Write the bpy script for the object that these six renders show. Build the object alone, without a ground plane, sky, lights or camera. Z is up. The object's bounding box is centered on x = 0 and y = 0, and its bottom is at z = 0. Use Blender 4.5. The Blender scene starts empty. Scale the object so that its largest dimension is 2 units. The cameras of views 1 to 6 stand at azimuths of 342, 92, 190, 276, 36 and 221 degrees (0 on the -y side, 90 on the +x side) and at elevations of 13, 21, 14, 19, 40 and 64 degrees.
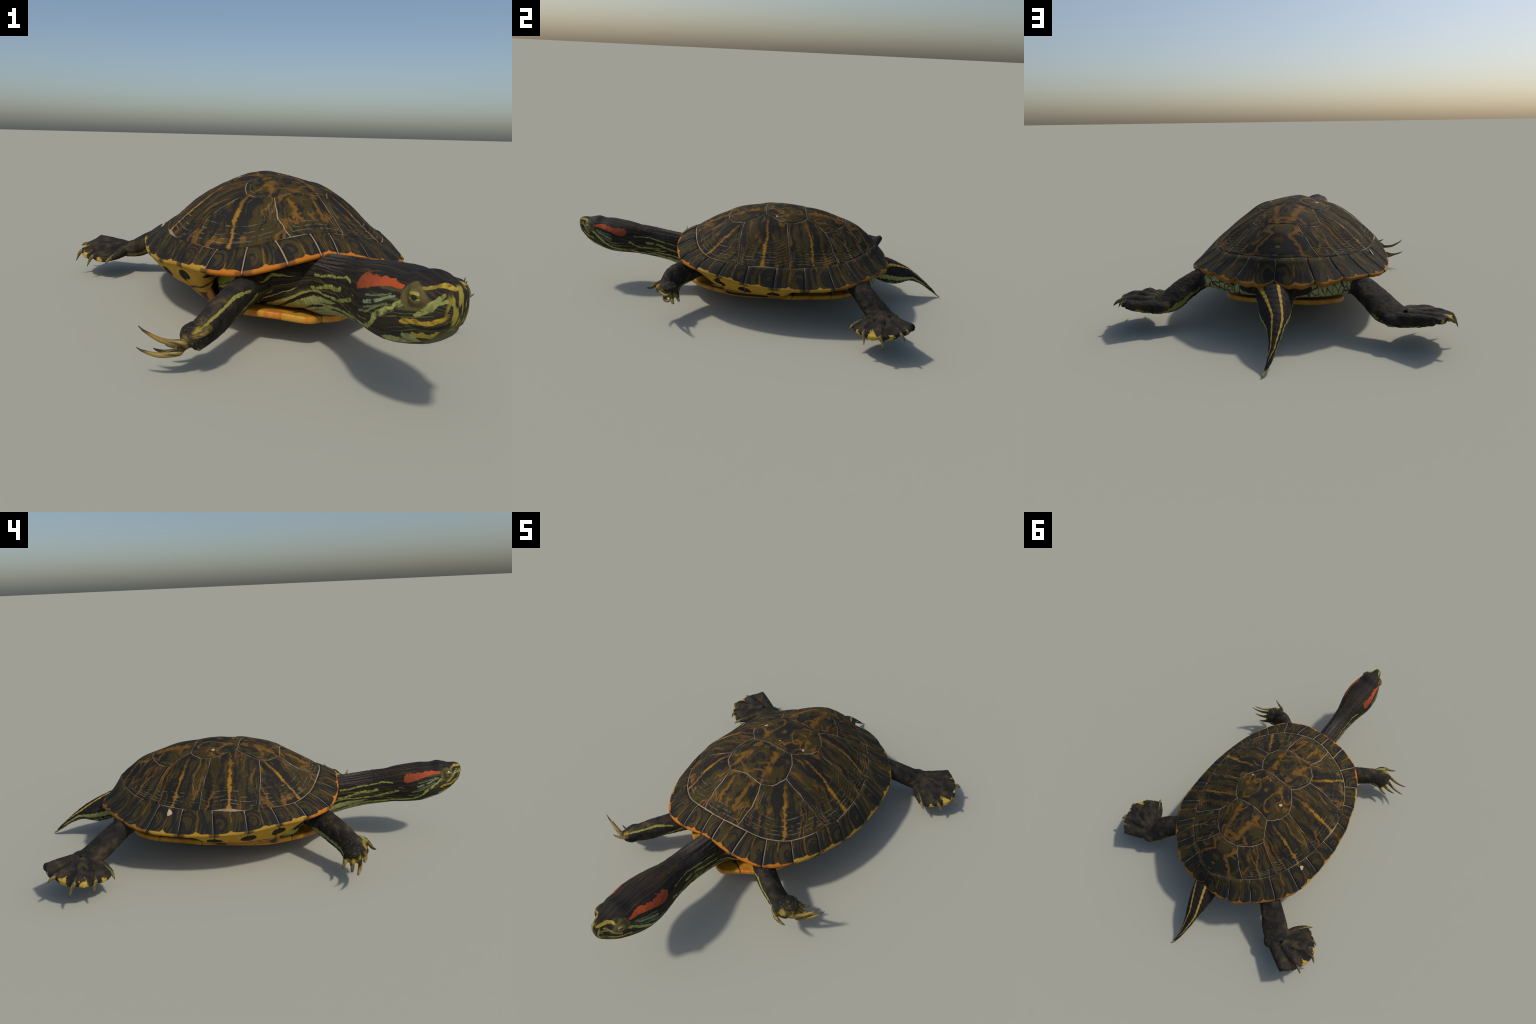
import bpy, bmesh, math, random
import numpy as np
from mathutils import Vector, Matrix, noise
rng = np.random.default_rng(7)

# ------------------------------------------------------------------ helpers
def V(*a): return np.array(a, float)

def catmull(P, n, closed=False):
    """n points along a Catmull-Rom curve through P (uniform in parameter)."""
    P = np.asarray(P, float); m = len(P)
    segs = m if closed else m - 1
    t = np.linspace(0, segs, n, endpoint=not closed)
    return catmull_at(P, t, closed)

def catmull_at(P, t, closed=False):
    P = np.asarray(P, float); m = len(P)
    t = np.atleast_1d(np.asarray(t, float))
    if closed:
        i = np.floor(t).astype(int); f = (t - i)[:, None]
        a, b, c, d = (P[(i + k) % m] for k in (-1, 0, 1, 2))
    else:
        Q = np.vstack([2 * P[0] - P[1], P, 2 * P[-1] - P[-2]])
        i = np.clip(np.floor(t).astype(int), 0, m - 2); f = (t - i)[:, None]
        a, b, c, d = (Q[i + k] for k in (0, 1, 2, 3))
    return 0.5 * (2 * b + (c - a) * f + (2 * a - 5 * b + 4 * c - d) * f**2 + (3 * b - a - 3 * c + d) * f**3)

def smooth(a, b, x):
    t = np.clip((np.asarray(x, float) - a) / (b - a), 0, 1)
    return t * t * (3 - 2 * t)

def fnoise(p, scale, seed=0.0):
    z = p[2] if len(p) > 2 else 0.0
    return noise.noise(Vector((p[0] * scale + seed, p[1] * scale - seed * .7, z * scale + seed * 1.3)))

def new_object(name, verts, faces, mats=(), parent=None, smooth_shade=True, mat_index=None):
    me = bpy.data.meshes.new(name)
    me.from_pydata([tuple(map(float, v)) for v in verts], [], [tuple(map(int, f)) for f in faces])
    for m in mats: me.materials.append(m)
    if mat_index is not None: me.polygons.foreach_set("material_index", np.asarray(mat_index, np.int32))
    me.polygons.foreach_set("use_smooth", np.full(len(me.polygons), smooth_shade))
    me.validate(); me.update()
    ob = bpy.data.objects.new(name, me)
    bpy.context.scene.collection.objects.link(ob)
    if parent is not None: ob.parent = parent
    return ob

def fix_normals(ob):
    bm = bmesh.new(); bm.from_mesh(ob.data)
    bmesh.ops.recalc_face_normals(bm, faces=bm.faces)
    bm.to_mesh(ob.data); bm.free()

def frame_object(ob, origin, xa, ya, za):
    """Give the object its own axes (columns may be scaled) and keep the shape where it is."""
    M = Matrix(((xa[0], ya[0], za[0], origin[0]), (xa[1], ya[1], za[1], origin[1]), (xa[2], ya[2], za[2], origin[2]), (0, 0, 0, 1)))
    ob.data.transform(M.inverted())
    ob.matrix_local = M

# ------------------------------------------------------------------ shell landmarks (one half, x > 0)
RIM = [(0, -.437, .296), (.027, -.435, .294), (.128, -.435, .274), (.247, -.395, .243), (.331, -.300, .232), (.385, -.187, .227),
       (.424, -.058, .211), (.443, .081, .204), (.441, .230, .204), (.421, .369, .214), (.355, .488, .230), (.262, .577, .240), (.155, .639, .241), (0, .650, .240)]
RING = [(0, -.359, .338), (.030, -.358, .337), (.130, -.338, .316), (.206, -.309, .294), (.281, -.247, .277), (.341, -.150, .280),
        (.376, -.043, .282), (.378, .091, .283), (.357, .221, .281), (.321, .330, .286), (.269, .425, .292), (.199, .502, .300), (.114, .560, .309), (0, .604, .313)]
def both(L):
    L = [V(*p) for p in L]
    return np.array(L + [p * V(-1, 1, 1) for p in L[-2:0:-1]])
RIMC, RINGC = both(RIM), both(RING)          # closed, 26 points; index k = seam k
NSEAM = len(RIMC)
J = {'v12': (.078, -.177, .425), 'c12': (.145, -.090, .427), 'v23': (.098, .016, .464), 'c23': (.166, .125, .443),
     'v34': (.102, .227, .451), 'c34': (.153, .320, .400), 'v45': (.059, .423, .416)}
CREST = [(-.342, .351), (-.257, .400), (-.172, .441), (-.068, .468), (.03, .479), (.12, .481), (.21, .477), (.30, .464), (.415, .426), (.50, .391), (.552, .352), (.578, .335)]
# points on the flanks: shared by both sides, and those where the living shell is not quite symmetrical
FLANK = [(.201, .128, .413), (.251, .130, .387), (.296, .138, .350), (.338, .147, .311), (.193, .328, .377), (.219, .336, .351), (.249, .348, .322), (.266, .357, .309),
         (.091, .451, .390), (.116, .470, .368), (.137, .490, .342), (.134, .399, .382), (.247, .256, .367), (.108, .123, .464), (.080, -.230, .388), (.085, -.278, .365)]
FLANK_L = [(.194, -.127, .385), (.193, -.186, .357), (.226, -.082, .393), (.280, -.086, .350), (.322, -.095, .306), (.269, .017, .374), (.180, .031, .440), (.360, .022, .304),
           (.121, .073, .458), (.192, .202, .409), (.103, .311, .429)]
FLANK_R = [(.210, -.186, .363), (.197, -.088, .409), (.225, -.088, .396), (.274, -.090, .364), (.315, -.097, .322), (.281, .029, .377), (.191, .024, .438), (.353, .029, .322), (.192, .202, .411), (.103, .311, .429)]

def tps_fit(P):
    P = np.asarray(P, float); n = len(P)
    d = np.linalg.norm(P[:, None, :2] - P[None, :, :2], axis=2)
    K = np.where(d > 0, d * d * np.log(np.maximum(d, 1e-9)), 0) + np.eye(n) * 2e-5
    A = np.zeros((n + 3, n + 3)); A[:n, :n] = K; A[:n, n] = 1; A[:n, n + 1:] = P[:, :2]; A[n:, :n] = A[:n, n:].T
    w = np.linalg.solve(A, np.r_[P[:, 2], 0, 0, 0])
    def f(q):
        q = np.atleast_2d(q)[:, :2]
        d = np.linalg.norm(q[:, None, :] - P[None, :, :2], axis=2)
        return np.where(d > 0, d * d * np.log(np.maximum(d, 1e-9)), 0) @ w[:n] + w[n] + q @ w[n + 1:] - .0028
    return f
_pts = list(RINGC) + [V(0, y, z) for y, z in CREST]
for p in list(J.values()) + FLANK: _pts += [V(*p), V(-p[0], p[1], p[2])]
_pts += [V(*p) for p in FLANK_L] + [V(-p[0], p[1], p[2]) for p in FLANK_R]
dome = tps_fit(_pts)

def ring_at(t): return catmull_at(RINGC, t, True)
_rs = np.linspace(0, NSEAM, 1301)[:-1]; _rp = ring_at(_rs)
def ring_param(x, y): return float(_rs[np.argmin((_rp[:, 0] - x) ** 2 + (_rp[:, 1] - y) ** 2)])

def rim_at(t):
    P = catmull_at(RIMC, t, True)
    # scalloped rear edge: every rear marginal bulges outwards on both sides of a small middle notch
    f = np.atleast_1d(t) % 1
    lobe = (np.sin(np.pi * f) ** .7) * (1 - .28 * np.exp(-((f - .5) / .10) ** 2))
    y = P[:, 1]
    amp = .005 * smooth(.25, .45, y) + .006 * smooth(.52, .60, y) + .011 * smooth(.60, .645, y)
    c = P[:, :2] - V(0, .1)
    P[:, :2] += c / np.linalg.norm(c, axis=1)[:, None] * (amp * lobe)[:, None]
    P[:, 2] -= amp * lobe * .95
    return P

# ------------------------------------------------------------------ shell plates
SEAM_W = lambda p: .0012 + .0010 * smooth(-.15, -.33, p[1]) + .0007 * fnoise(p, 22, 3.)

def seam(a, b, bow=0.0, seed=0, n=36):
    """A wavy seam from a to b in plan; bow pushes its middle sideways."""
    a, b = V(*a[:2]), V(*b[:2]); L = np.linalg.norm(b - a); d = (b - a) / L; nrm = V(-d[1], d[0])
    t = np.linspace(0, 1, n)
    w = bow * np.sin(np.pi * t) + np.array([.0045 * np.sin(np.pi * x) * (fnoise(V(x * L, seed * 3.1, 0), 28, seed) + .6 * fnoise(V(x * L, seed * 1.7, 5), 60, seed)) for x in t])
    return a + np.outer(t, b - a) + np.outer(w, nrm)

def plate(name, border, core, mats, axes, parent, zfun, lines=(), top=.0030, rings=14, line_w=.0026, flip=1, line_side=None, keel=0):
    """One horny plate: rings of vertices shrinking from the border to the areola (core)."""
    border = np.asarray(border)
    keep = [0]
    for i in range(1, len(border)):
        if np.linalg.norm(border[i] - border[keep[-1]]) > .0025: keep.append(i)
    if np.linalg.norm(border[keep[-1]] - border[keep[0]]) < .0025: keep.pop()
    B = border[keep]; n = len(B); core = V(*core)
    D = core - B; R = np.linalg.norm(D, axis=1)
    gap = np.array([SEAM_W(b) for b in B])
    ts, hs, line = [], [], []
    for d, h in ((0, -.0030), (.0004, top * .35), (.0016, top * .8), (.0036, top)):
        ts.append(np.minimum((gap + d) / R, .6)); hs.append(np.full(n, h)); line.append(0)
    t0 = ts[-1]
    fr = [0.0] + sorted(set(list(np.linspace(0, 1, rings + 1)[1:-1])))
    marks = []
    for q in lines:
        marks += [(q, 1), (q, 2)]
    seq = [(f, 0) for f in fr[1:] if all(abs(f - q) > .03 for q in lines)] + marks
    seq.sort(key=lambda s: (s[0], s[1]))
    for f, k in seq:
        base = t0 + (1 - t0) * f
        if k:
            w = line_w / R
            ts.append(np.minimum(base + (w if k == 2 else 0), .97)); hs.append(np.full(n, top)); line.append(k)
        else:
            ts.append(np.minimum(base, .97)); hs.append(np.full(n, top)); line.append(0)
    verts, faces, mi = [], [], []
    for r, t in enumerate(ts):
        P = B + D * t[:, None]
        q = 1 - np.linalg.norm(D * (1 - t)[:, None], axis=1) / R
        swell = .0030 * np.sin(np.pi * np.clip(q, 0, 1) * .5) + .0045 * keel * np.exp(-(P[:, 0] / .028) ** 2) * np.clip(q, 0, 1) * (.4 + .6 * smooth(core[1] - .07, core[1] + .05, P[:, 1]))
        z = zfun(P) + flip * (hs[r] + swell + np.array([.0011 * fnoise(V(p[0], p[1], 0), 30, 9.) for p in P]) - (.0012 if line[r] else 0))
        verts += [V(P[i, 0], P[i, 1], z[i]) for i in range(n)]
        if r:
            for i in range(n):
                j = (i + 1) % n
                faces.append(((r - 1) * n + i, (r - 1) * n + j, r * n + j, r * n + i))
                on = line[r] == 2 and line[r - 1] == 1
                if on and line_side is not None:
                    on = line_side(P[i])
                mi.append(1 if on else 0)
    c = len(verts); verts.append(V(core[0], core[1], float(zfun(core[None])[0]) + flip * (top + .0030 + .0030 * keel)))
    r = len(ts) - 1
    for i in range(n):
        faces.append((r * n + i, r * n + (i + 1) % n, c)); mi.append(0)
    ob = new_object(name, verts, faces, mats, parent, mat_index=mi)
    area = 0.5 * np.sum(B[:, 0] * np.roll(B[:, 1], -1) - np.roll(B[:, 0], -1) * B[:, 1])
    if (area > 0) != (flip > 0): ob.data.flip_normals()
    frame_object(ob, *axes)
    return ob

def build_carapace(root, M):
    base = build_shell_base(root, M['seam'])
    m = lambda p: (-p[0], p[1], p[2])
    Jn = {}
    for k, p in J.items(): Jn[k + 'L'] = p; Jn[k + 'R'] = m(p)
    rp = {'v1': ring_param(.086, -.350), 'c1': ring_param(.350, -.099), 'c2': ring_param(.370, .150), 'c3': ring_param(.290, .385), 'c4': ring_param(.168, .525)}
    for k, t in list(rp.items()):
        p = ring_at(t)[0]; Jn['r' + k + 'L'] = tuple(p); Jn['r' + k + 'R'] = m(p)
    E = {}
    def edge(a, b, bow, seed):
        pl = seam(Jn[a], Jn[b], bow, seed); E[a, b] = pl; E[b, a] = pl[::-1]
    for s, sg in (('L', 1), ('R', -1)):
        o = 0 if s == 'L' else 40
        edge('rv1' + s, 'v12' + s, -.012 * sg, 1 + o); edge('v12' + s, 'c12' + s, -.012 * sg, 2 + o); edge('c12' + s, 'v23' + s, -.012 * sg, 3 + o)
        edge('v23' + s, 'c23' + s, -.010 * sg, 4 + o); edge('c23' + s, 'v34' + s, -.014 * sg, 5 + o); edge('v34' + s, 'c34' + s, .004 * sg, 6 + o)
        edge('c34' + s, 'v45' + s, -.012 * sg, 7 + o)
        edge('c12' + s, 'rc1' + s, -.006 * sg, 8 + o); edge('c23' + s, 'rc2' + s, .002 * sg, 9 + o); edge('c34' + s, 'rc3' + s, .006 * sg, 10 + o); edge('v45' + s, 'rc4' + s, .008 * sg, 11 + o)
    for a, bow, sd in (('v12', -.004, 21), ('v23', .006, 22), ('v34', .010, 23), ('v45', -.012, 24)):
        edge(a + 'L', a + 'R', bow, sd)
    def arc(ta, tb):                                   # along the ring, ta -> tb
        return ring_at(np.linspace(ta, tb, max(12, int(abs(tb - ta) * 26))))[:, :2]
    def loop(*parts): return np.vstack([p[:-1] for p in parts])
    T = rp; N = NSEAM
    e = lambda a, b: E[a, b]
    # vertebral plates
    vs = [loop(arc(N - T['v1'], N + T['v1']), e('rv1L', 'v12L'), e('v12L', 'v12R'), e('v12R', 'rv1R')),
          loop(e('v12R', 'v12L'), e('v12L', 'c12L'), e('c12L', 'v23L'), e('v23L', 'v23R'), e('v23R', 'c12R'), e('c12R', 'v12R')),
          loop(e('v23R', 'v23L'), e('v23L', 'c23L'), e('c23L', 'v34L'), e('v34L', 'v34R'), e('v34R', 'c23R'), e('c23R', 'v23R')),
          loop(e('v34R', 'v34L'), e('v34L', 'c34L'), e('c34L', 'v45L'), e('v45L', 'v45R'), e('v45R', 'c34R'), e('c34R', 'v34R')),
          loop(e('v45R', 'v45L'), e('v45L', 'rc4L'), arc(T['c4'], N - T['c4']), e('rc4R', 'v45R'))]
    cores = [(0, -.245), (0, -.065), (0, .135), (0, .325), (0, .520)]
    spans = [(.10, .10), (.15, .11), (.16, .12), (.15, .11), (.17, .10)]
    for k in range(5):
        c = V(cores[k][0], cores[k][1], float(dome(V(*cores[k])[None])[0]))
        y0 = dome(V(0, cores[k][1] - .02)[None])[0]; y1 = dome(V(0, cores[k][1] + .02)[None])[0]
        ya = V(0, .04, y1 - y0); ya /= np.linalg.norm(ya); xa = V(1, 0, 0); za = np.cross(xa, ya)
        sx, sy = spans[k]
        plate('vertebral_scute', vs[k], cores[k], [M['vert'][k], M['vert_line'][k]], (c, xa * sx, ya * sy, za * .1), base, dome, keel=1,
              lines=(.10, .22, .36) if k == 0 else (.07,), line_side=(lambda p: p[1] < -.27) if k == 0 else (lambda p: fnoise(V(p[0], p[1], 0), 14, 5.) > .15))
    # costal plates
    for s, sg in (('L', 1), ('R', -1)):
        A = lambda ta, tb: arc(ta, tb) if sg > 0 else arc(N - ta, N - tb)
        f = lambda a, b: e(a + s, b + s)
        cs = [loop(f('rv1', 'v12'), f('v12', 'c12'), f('c12', 'rc1'), A(T['c1'], T['v1'])),
              loop(f('rc1', 'c12'), f('c12', 'v23'), f('v23', 'c23'), f('c23', 'rc2'), A(T['c2'], T['c1'])),
              loop(f('rc2', 'c23'), f('c23', 'v34'), f('v34', 'c34'), f('c34', 'rc3'), A(T['c3'], T['c2'])),
              loop(f('rc3', 'c34'), f('c34', 'v45'), f('v45', 'rc4'), A(T['c4'], T['c3']))]
        cores = [(.175, -.150), (.215, .030), (.200, .245), (.150, .400)]
        outs = [(.250, -.265), (.376, .020), (.345, .275), (.235, .465)]
        spans = [.12, .12, .11, .08]
        for k in range(4):
            cc = V(cores[k][0] * sg, cores[k][1]); oo = V(outs[k][0] * sg, outs[k][1])
            c = V(cc[0], cc[1], float(dome(cc[None])[0])); o = V(oo[0], oo[1], float(dome(oo[None])[0]))
            ya = o - c; L = np.linalg.norm(ya); ya /= L
            up = V(.4 * sg, 0, 1); xa = np.cross(ya, up); xa /= np.linalg.norm(xa)
            if xa[1] < 0: xa = -xa                       # local x always runs towards the tail
            za = np.cross(xa, ya)
            if za[2] < 0: za = -za
            plate('costal_scute', cs[k], cc, [M['cost'][k], M['cost_line'][k]], (c, xa * spans[k], ya * L, za * .1), base, dome,
                  lines=((.09, .18, .29, .43) if k == 0 else (.07, .14, .22, .34)), rings=18,
                  line_side=lambda p, sg=sg, k=k: (abs(p[0]) > (.23, .27, .24, .17)[k] and fnoise(V(p[0], p[1], k), 11, 2.) > -.22) or (k == 0 and p[1] < -.19 and abs(p[0]) > .1))
    # marginal plates
    for i in range(N):
        if i in (0, N - 1): continue
        build_marginal(i, i + 1, 'marginal_scute', base, M['marg'])
    build_marginal(N - 1, N + 1, 'nuchal_scute', base, M['marg'])
    # flakes of pale dead horn
    chips = [(-.108, .123, .012, .008, .5), (-.245, .258, .021, .0055, 1.2), (-.374, .276, .013, .010, .3), (.013, .298, .015, .0055, 1.0), (.017, .048, .005, .004, 0),
             (.121, .073, .006, .006, .4), (.048, .039, .007, .003, .9), (.193, -.186, .007, .006, .2)]
    for n, (cx, cy, ra, rb, rot) in enumerate(chips):
        vs, fs, K = [], [], 14
        def zc(q):
            if abs(q[0]) > .355: return np.array([.2618 - (abs(q[0]) - .374) * 1.30])
            return dome(q[None])
        for h, sc in ((.0018, 1), (.0046, .93), (.0052, .55)):
            for k in range(K):
                th = 2 * np.pi * k / K
                r = 1 + .38 * fnoise(V(np.cos(th), np.sin(th), n * 2.7), 1.6, n)
                u, v = ra * r * sc * np.cos(th), rb * r * sc * np.sin(th)
                q = V(cx + u * np.cos(rot) - v * np.sin(rot), cy + u * np.sin(rot) + v * np.cos(rot))
                vs.append(V(q[0], q[1], float(zc(q)[0]) + h))
        for r in range(2):
            for k in range(K): fs.append((r * K + k, r * K + (k + 1) % K, (r + 1) * K + (k + 1) % K, (r + 1) * K + k))
        fs.append(tuple(2 * K + k for k in range(K))); fs.append(tuple(range(K))[::-1])
        fix_normals(new_object('horn_flake', vs, fs, [M['flake'][0 if n not in (6,) else 1]], base, smooth_shade=False))
    return base

def bridge_amount(y): return smooth(-.33, -.26, y) * (1 - smooth(.13, .215, y))
BR_Y = (-.34, -.29, -.19, -.06, .10, .215)
def bridge_end(y):
    return np.interp(y, BR_Y, (.275, .285, .312, .330, .335, .330)), np.interp(y, BR_Y, (-.19, -.172, -.142, -.06, .090, .170)), np.interp(y, BR_Y, (.122, .120, .116, .116, .116, .118))

def marginal_section(t, n_top, n_bot):
    """Cross-section of the rim at parameter t: ring -> edge -> underside."""
    P = ring_at(t)[0]; Q = rim_at(t)[0]
    y = Q[1]; sx = 1 if Q[0] >= 0 else -1
    u = np.linspace(0, 1, n_top)
    top = P + np.outer(u, Q - P)
    flare = .004 * smooth(-.1, -.35, y) - .006 * smooth(.25, .5, y) + .005 * (1 - smooth(.15, .4, abs(y - .05)))
    out = (Q - P) * V(1, 1, 0); out /= np.linalg.norm(out) + 1e-9
    top[:, 2] += flare * np.sin(np.pi * u)
    b = float(bridge_amount(y))
    free = Q - out * .075 + V(0, 0, -.004)
    bx, by, bz = bridge_end(y)
    brid = V(sx * bx, by, bz)
    I = free * (1 - b) + brid * b
    lip = [Q + out * .0028 + V(0, 0, -.003), Q + out * .0022 + V(0, 0, -.0075), Q - out * .003 + V(0, 0, -.0115)]
    v = np.linspace(0, 1, n_bot + 1)[1:]
    S = lip[-1]
    bot = S + np.outer(v, I - S)
    bot += np.outer(np.sin(np.pi * v), out * .012 * b + V(0, 0, -.004) * b)
    return np.vstack([top, lip, bot]), out

def build_marginal(t0, t1, name, base, mats):
    ns, nt, nb = 22, 14, 9
    ts = np.linspace(t0, t1, ns)
    rows = []
    for s, t in enumerate(ts):
        sec, out = marginal_section(t, nt, nb)
        rows.append(sec)
    rows = np.array(rows)                              # ns x m x 3
    m = rows.shape[1]
    d = rows[-1] - rows[0]
    g = .0013 + .0010 * float(smooth(-.15, -.33, rows[ns // 2, 0, 1]))
    # pull the end rows in so a seam shows, and sink the border
    for end, sgn in ((0, 1), (ns - 1, -1)):
        ln = np.linalg.norm(d, axis=1)[:, None] + 1e-6
        rows[end] += sgn * d / ln * g
    # normals for the offset
    du = np.gradient(rows, axis=0); dv = np.gradient(rows, axis=1)
    nr = np.cross(du, dv); nr /= np.linalg.norm(nr, axis=2)[..., None] + 1e-9
    ref = nr[ns // 2, 2]
    if ref[2] < 0: nr = -nr
    off = np.full((ns, m), .0030)
    off[0] = off[-1] = -.0020
    off[:, 0] = -.0020
    for i in range(ns):
        for k in range(m):
            off[i, k] += .0011 * fnoise(rows[i, k], 30, 4.)
    # insert bevel rows: row next to end sits close to it
    R = rows.copy()
    R[1] = rows[0] + (rows[1] - rows[0]) * .12; R[-2] = rows[-1] + (rows[-2] - rows[-1]) * .12
    w0 = rows[:, 0] + (rows[:, 1] - rows[:, 0]) * .12
    inner = (rows[:, 1] - rows[:, 0]); inner /= np.linalg.norm(inner, axis=1)[:, None] + 1e-9
    R[:, 0] += inner * g
    R[:, 1] = w0 + inner * g
    # close the inner side
    Pv = (R + nr * off[..., None])
    verts = Pv.reshape(-1, 3); faces = []
    for i in range(ns - 1):
        for k in range(m - 1):
            faces.append((i * m + k, i * m + k + 1, (i + 1) * m + k + 1, (i + 1) * m + k))
    cls = 0 if rows[:, 0, 1].mean() < -.22 else 1 if rows[:, 0, 1].mean() < .30 else 2
    mi = [(0 if k < nt - 1 else 1 if k < nt + 2 else 2) for i in range(ns - 1) for k in range(m - 1)]
    ob = new_object(name, verts, faces, mats[cls], base, mat_index=mi)
    # outward faces up
    mid = ob.data.polygons[(ns // 2) * (m - 1) + 4]
    if mid.normal.z < 0: ob.data.flip_normals()
    tm = (t0 + t1) / 2
    P = ring_at(tm)[0]; Q = rim_at(tm)[0]
    ya = Q - P; L = np.linalg.norm(ya); ya /= L
    xa = rows[-1, nt // 2] - rows[0, nt // 2]; W = np.linalg.norm(xa) / 2; xa = xa / (2 * W)
    xa -= ya * (xa @ ya); xa /= np.linalg.norm(xa)
    if xa[1] < 0 and abs(P[0]) > .02: xa = -xa         # local x runs towards the tail
    za = np.cross(xa, ya); 
    if za[2] < 0: za = -za
    frame_object(ob, P, xa * W, ya * L, za * L)
    return ob

def build_shell_base(root, mat):
    """Inner bone of the carapace: shows as the pale lines between the plates."""
    verts, faces = [], []
    nA = 208; ts = np.linspace(0, NSEAM, nA, endpoint=False)
    R = ring_at(ts); Q = rim_at(ts)
    rows = []
    K = 22
    c = V(0, .12)
    for k in range(K + 1):
        f = k / K
        P = c + (R[:, :2] - c) * f
        z = dome(P) + .0008
        rows.append(np.c_[P, z])
    rows[0][:] = V(c[0], c[1], float(dome(c[None])[0]) + .0008)
    sec = np.array([marginal_section(t, 8, 6)[0] for t in ts])          # nA x m x 3
    nr = np.cross(np.roll(sec, -1, 0) - np.roll(sec, 1, 0), np.gradient(sec, axis=1)); nr /= np.linalg.norm(nr, axis=2)[..., None] + 1e-9
    if nr[50, 2, 2] < 0: nr = -nr
    sec = sec + nr * np.r_[.0008, .0009, .0009, .0009, .0009, .0008, .0004, .0000, np.full(sec.shape[1] - 8, -.0008)][None, :, None]
    for k in range(1, sec.shape[1]): rows.append(sec[:, k])
    inner = rows[-1].copy(); inner[:, 2] += .03; rows.append(inner)
    rows = np.array(rows)
    verts = rows.reshape(-1, 3)
    for r in range(len(rows) - 1):
        for i in range(nA):
            j = (i + 1) % nA
            faces.append((r * nA + i, (r + 1) * nA + i, (r + 1) * nA + j, r * nA + j))
    ob = new_object('carapace', verts, faces, [mat], root)
    bm = bmesh.new(); bm.from_mesh(ob.data)
    bmesh.ops.remove_doubles(bm, verts=bm.verts, dist=1e-5)
    bm.to_mesh(ob.data); bm.free()
    if ob.data.polygons[nA * 3].normal.z < 0: ob.data.flip_normals()
    return ob

# ------------------------------------------------------------------ plastron
PL = [(0, -.410), (.030, -.426), (.060, -.429), (.092, -.410), (.122, -.388), (.180, -.352), (.232, -.292), (.256, -.235), (.268, -.185), (.282, -.120), (.290, -.03), (.289, .08), (.284, .150), (.264, .205),
      (.247, .260), (.250, .335), (.260, .405), (.244, .468), (.200, .515), (.130, .540), (.060, .542), (0, .520)]
def plast(P):
    P = np.atleast_2d(P); x, y = np.abs(P[:, 0]), P[:, 1]
    z = .058 + .60 * np.clip(y - .27, 0, 1) ** 2 + .40 * np.clip(-.20 - y, 0, 1) ** 2
    z += .022 * smooth(.0, .2, x) * smooth(-.10, -.31, y) + .016 * smooth(.20, .30, x) * smooth(.3, .1, y) + .012 * smooth(.12, .27, x) * smooth(.25, .42, y)
    return z
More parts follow.
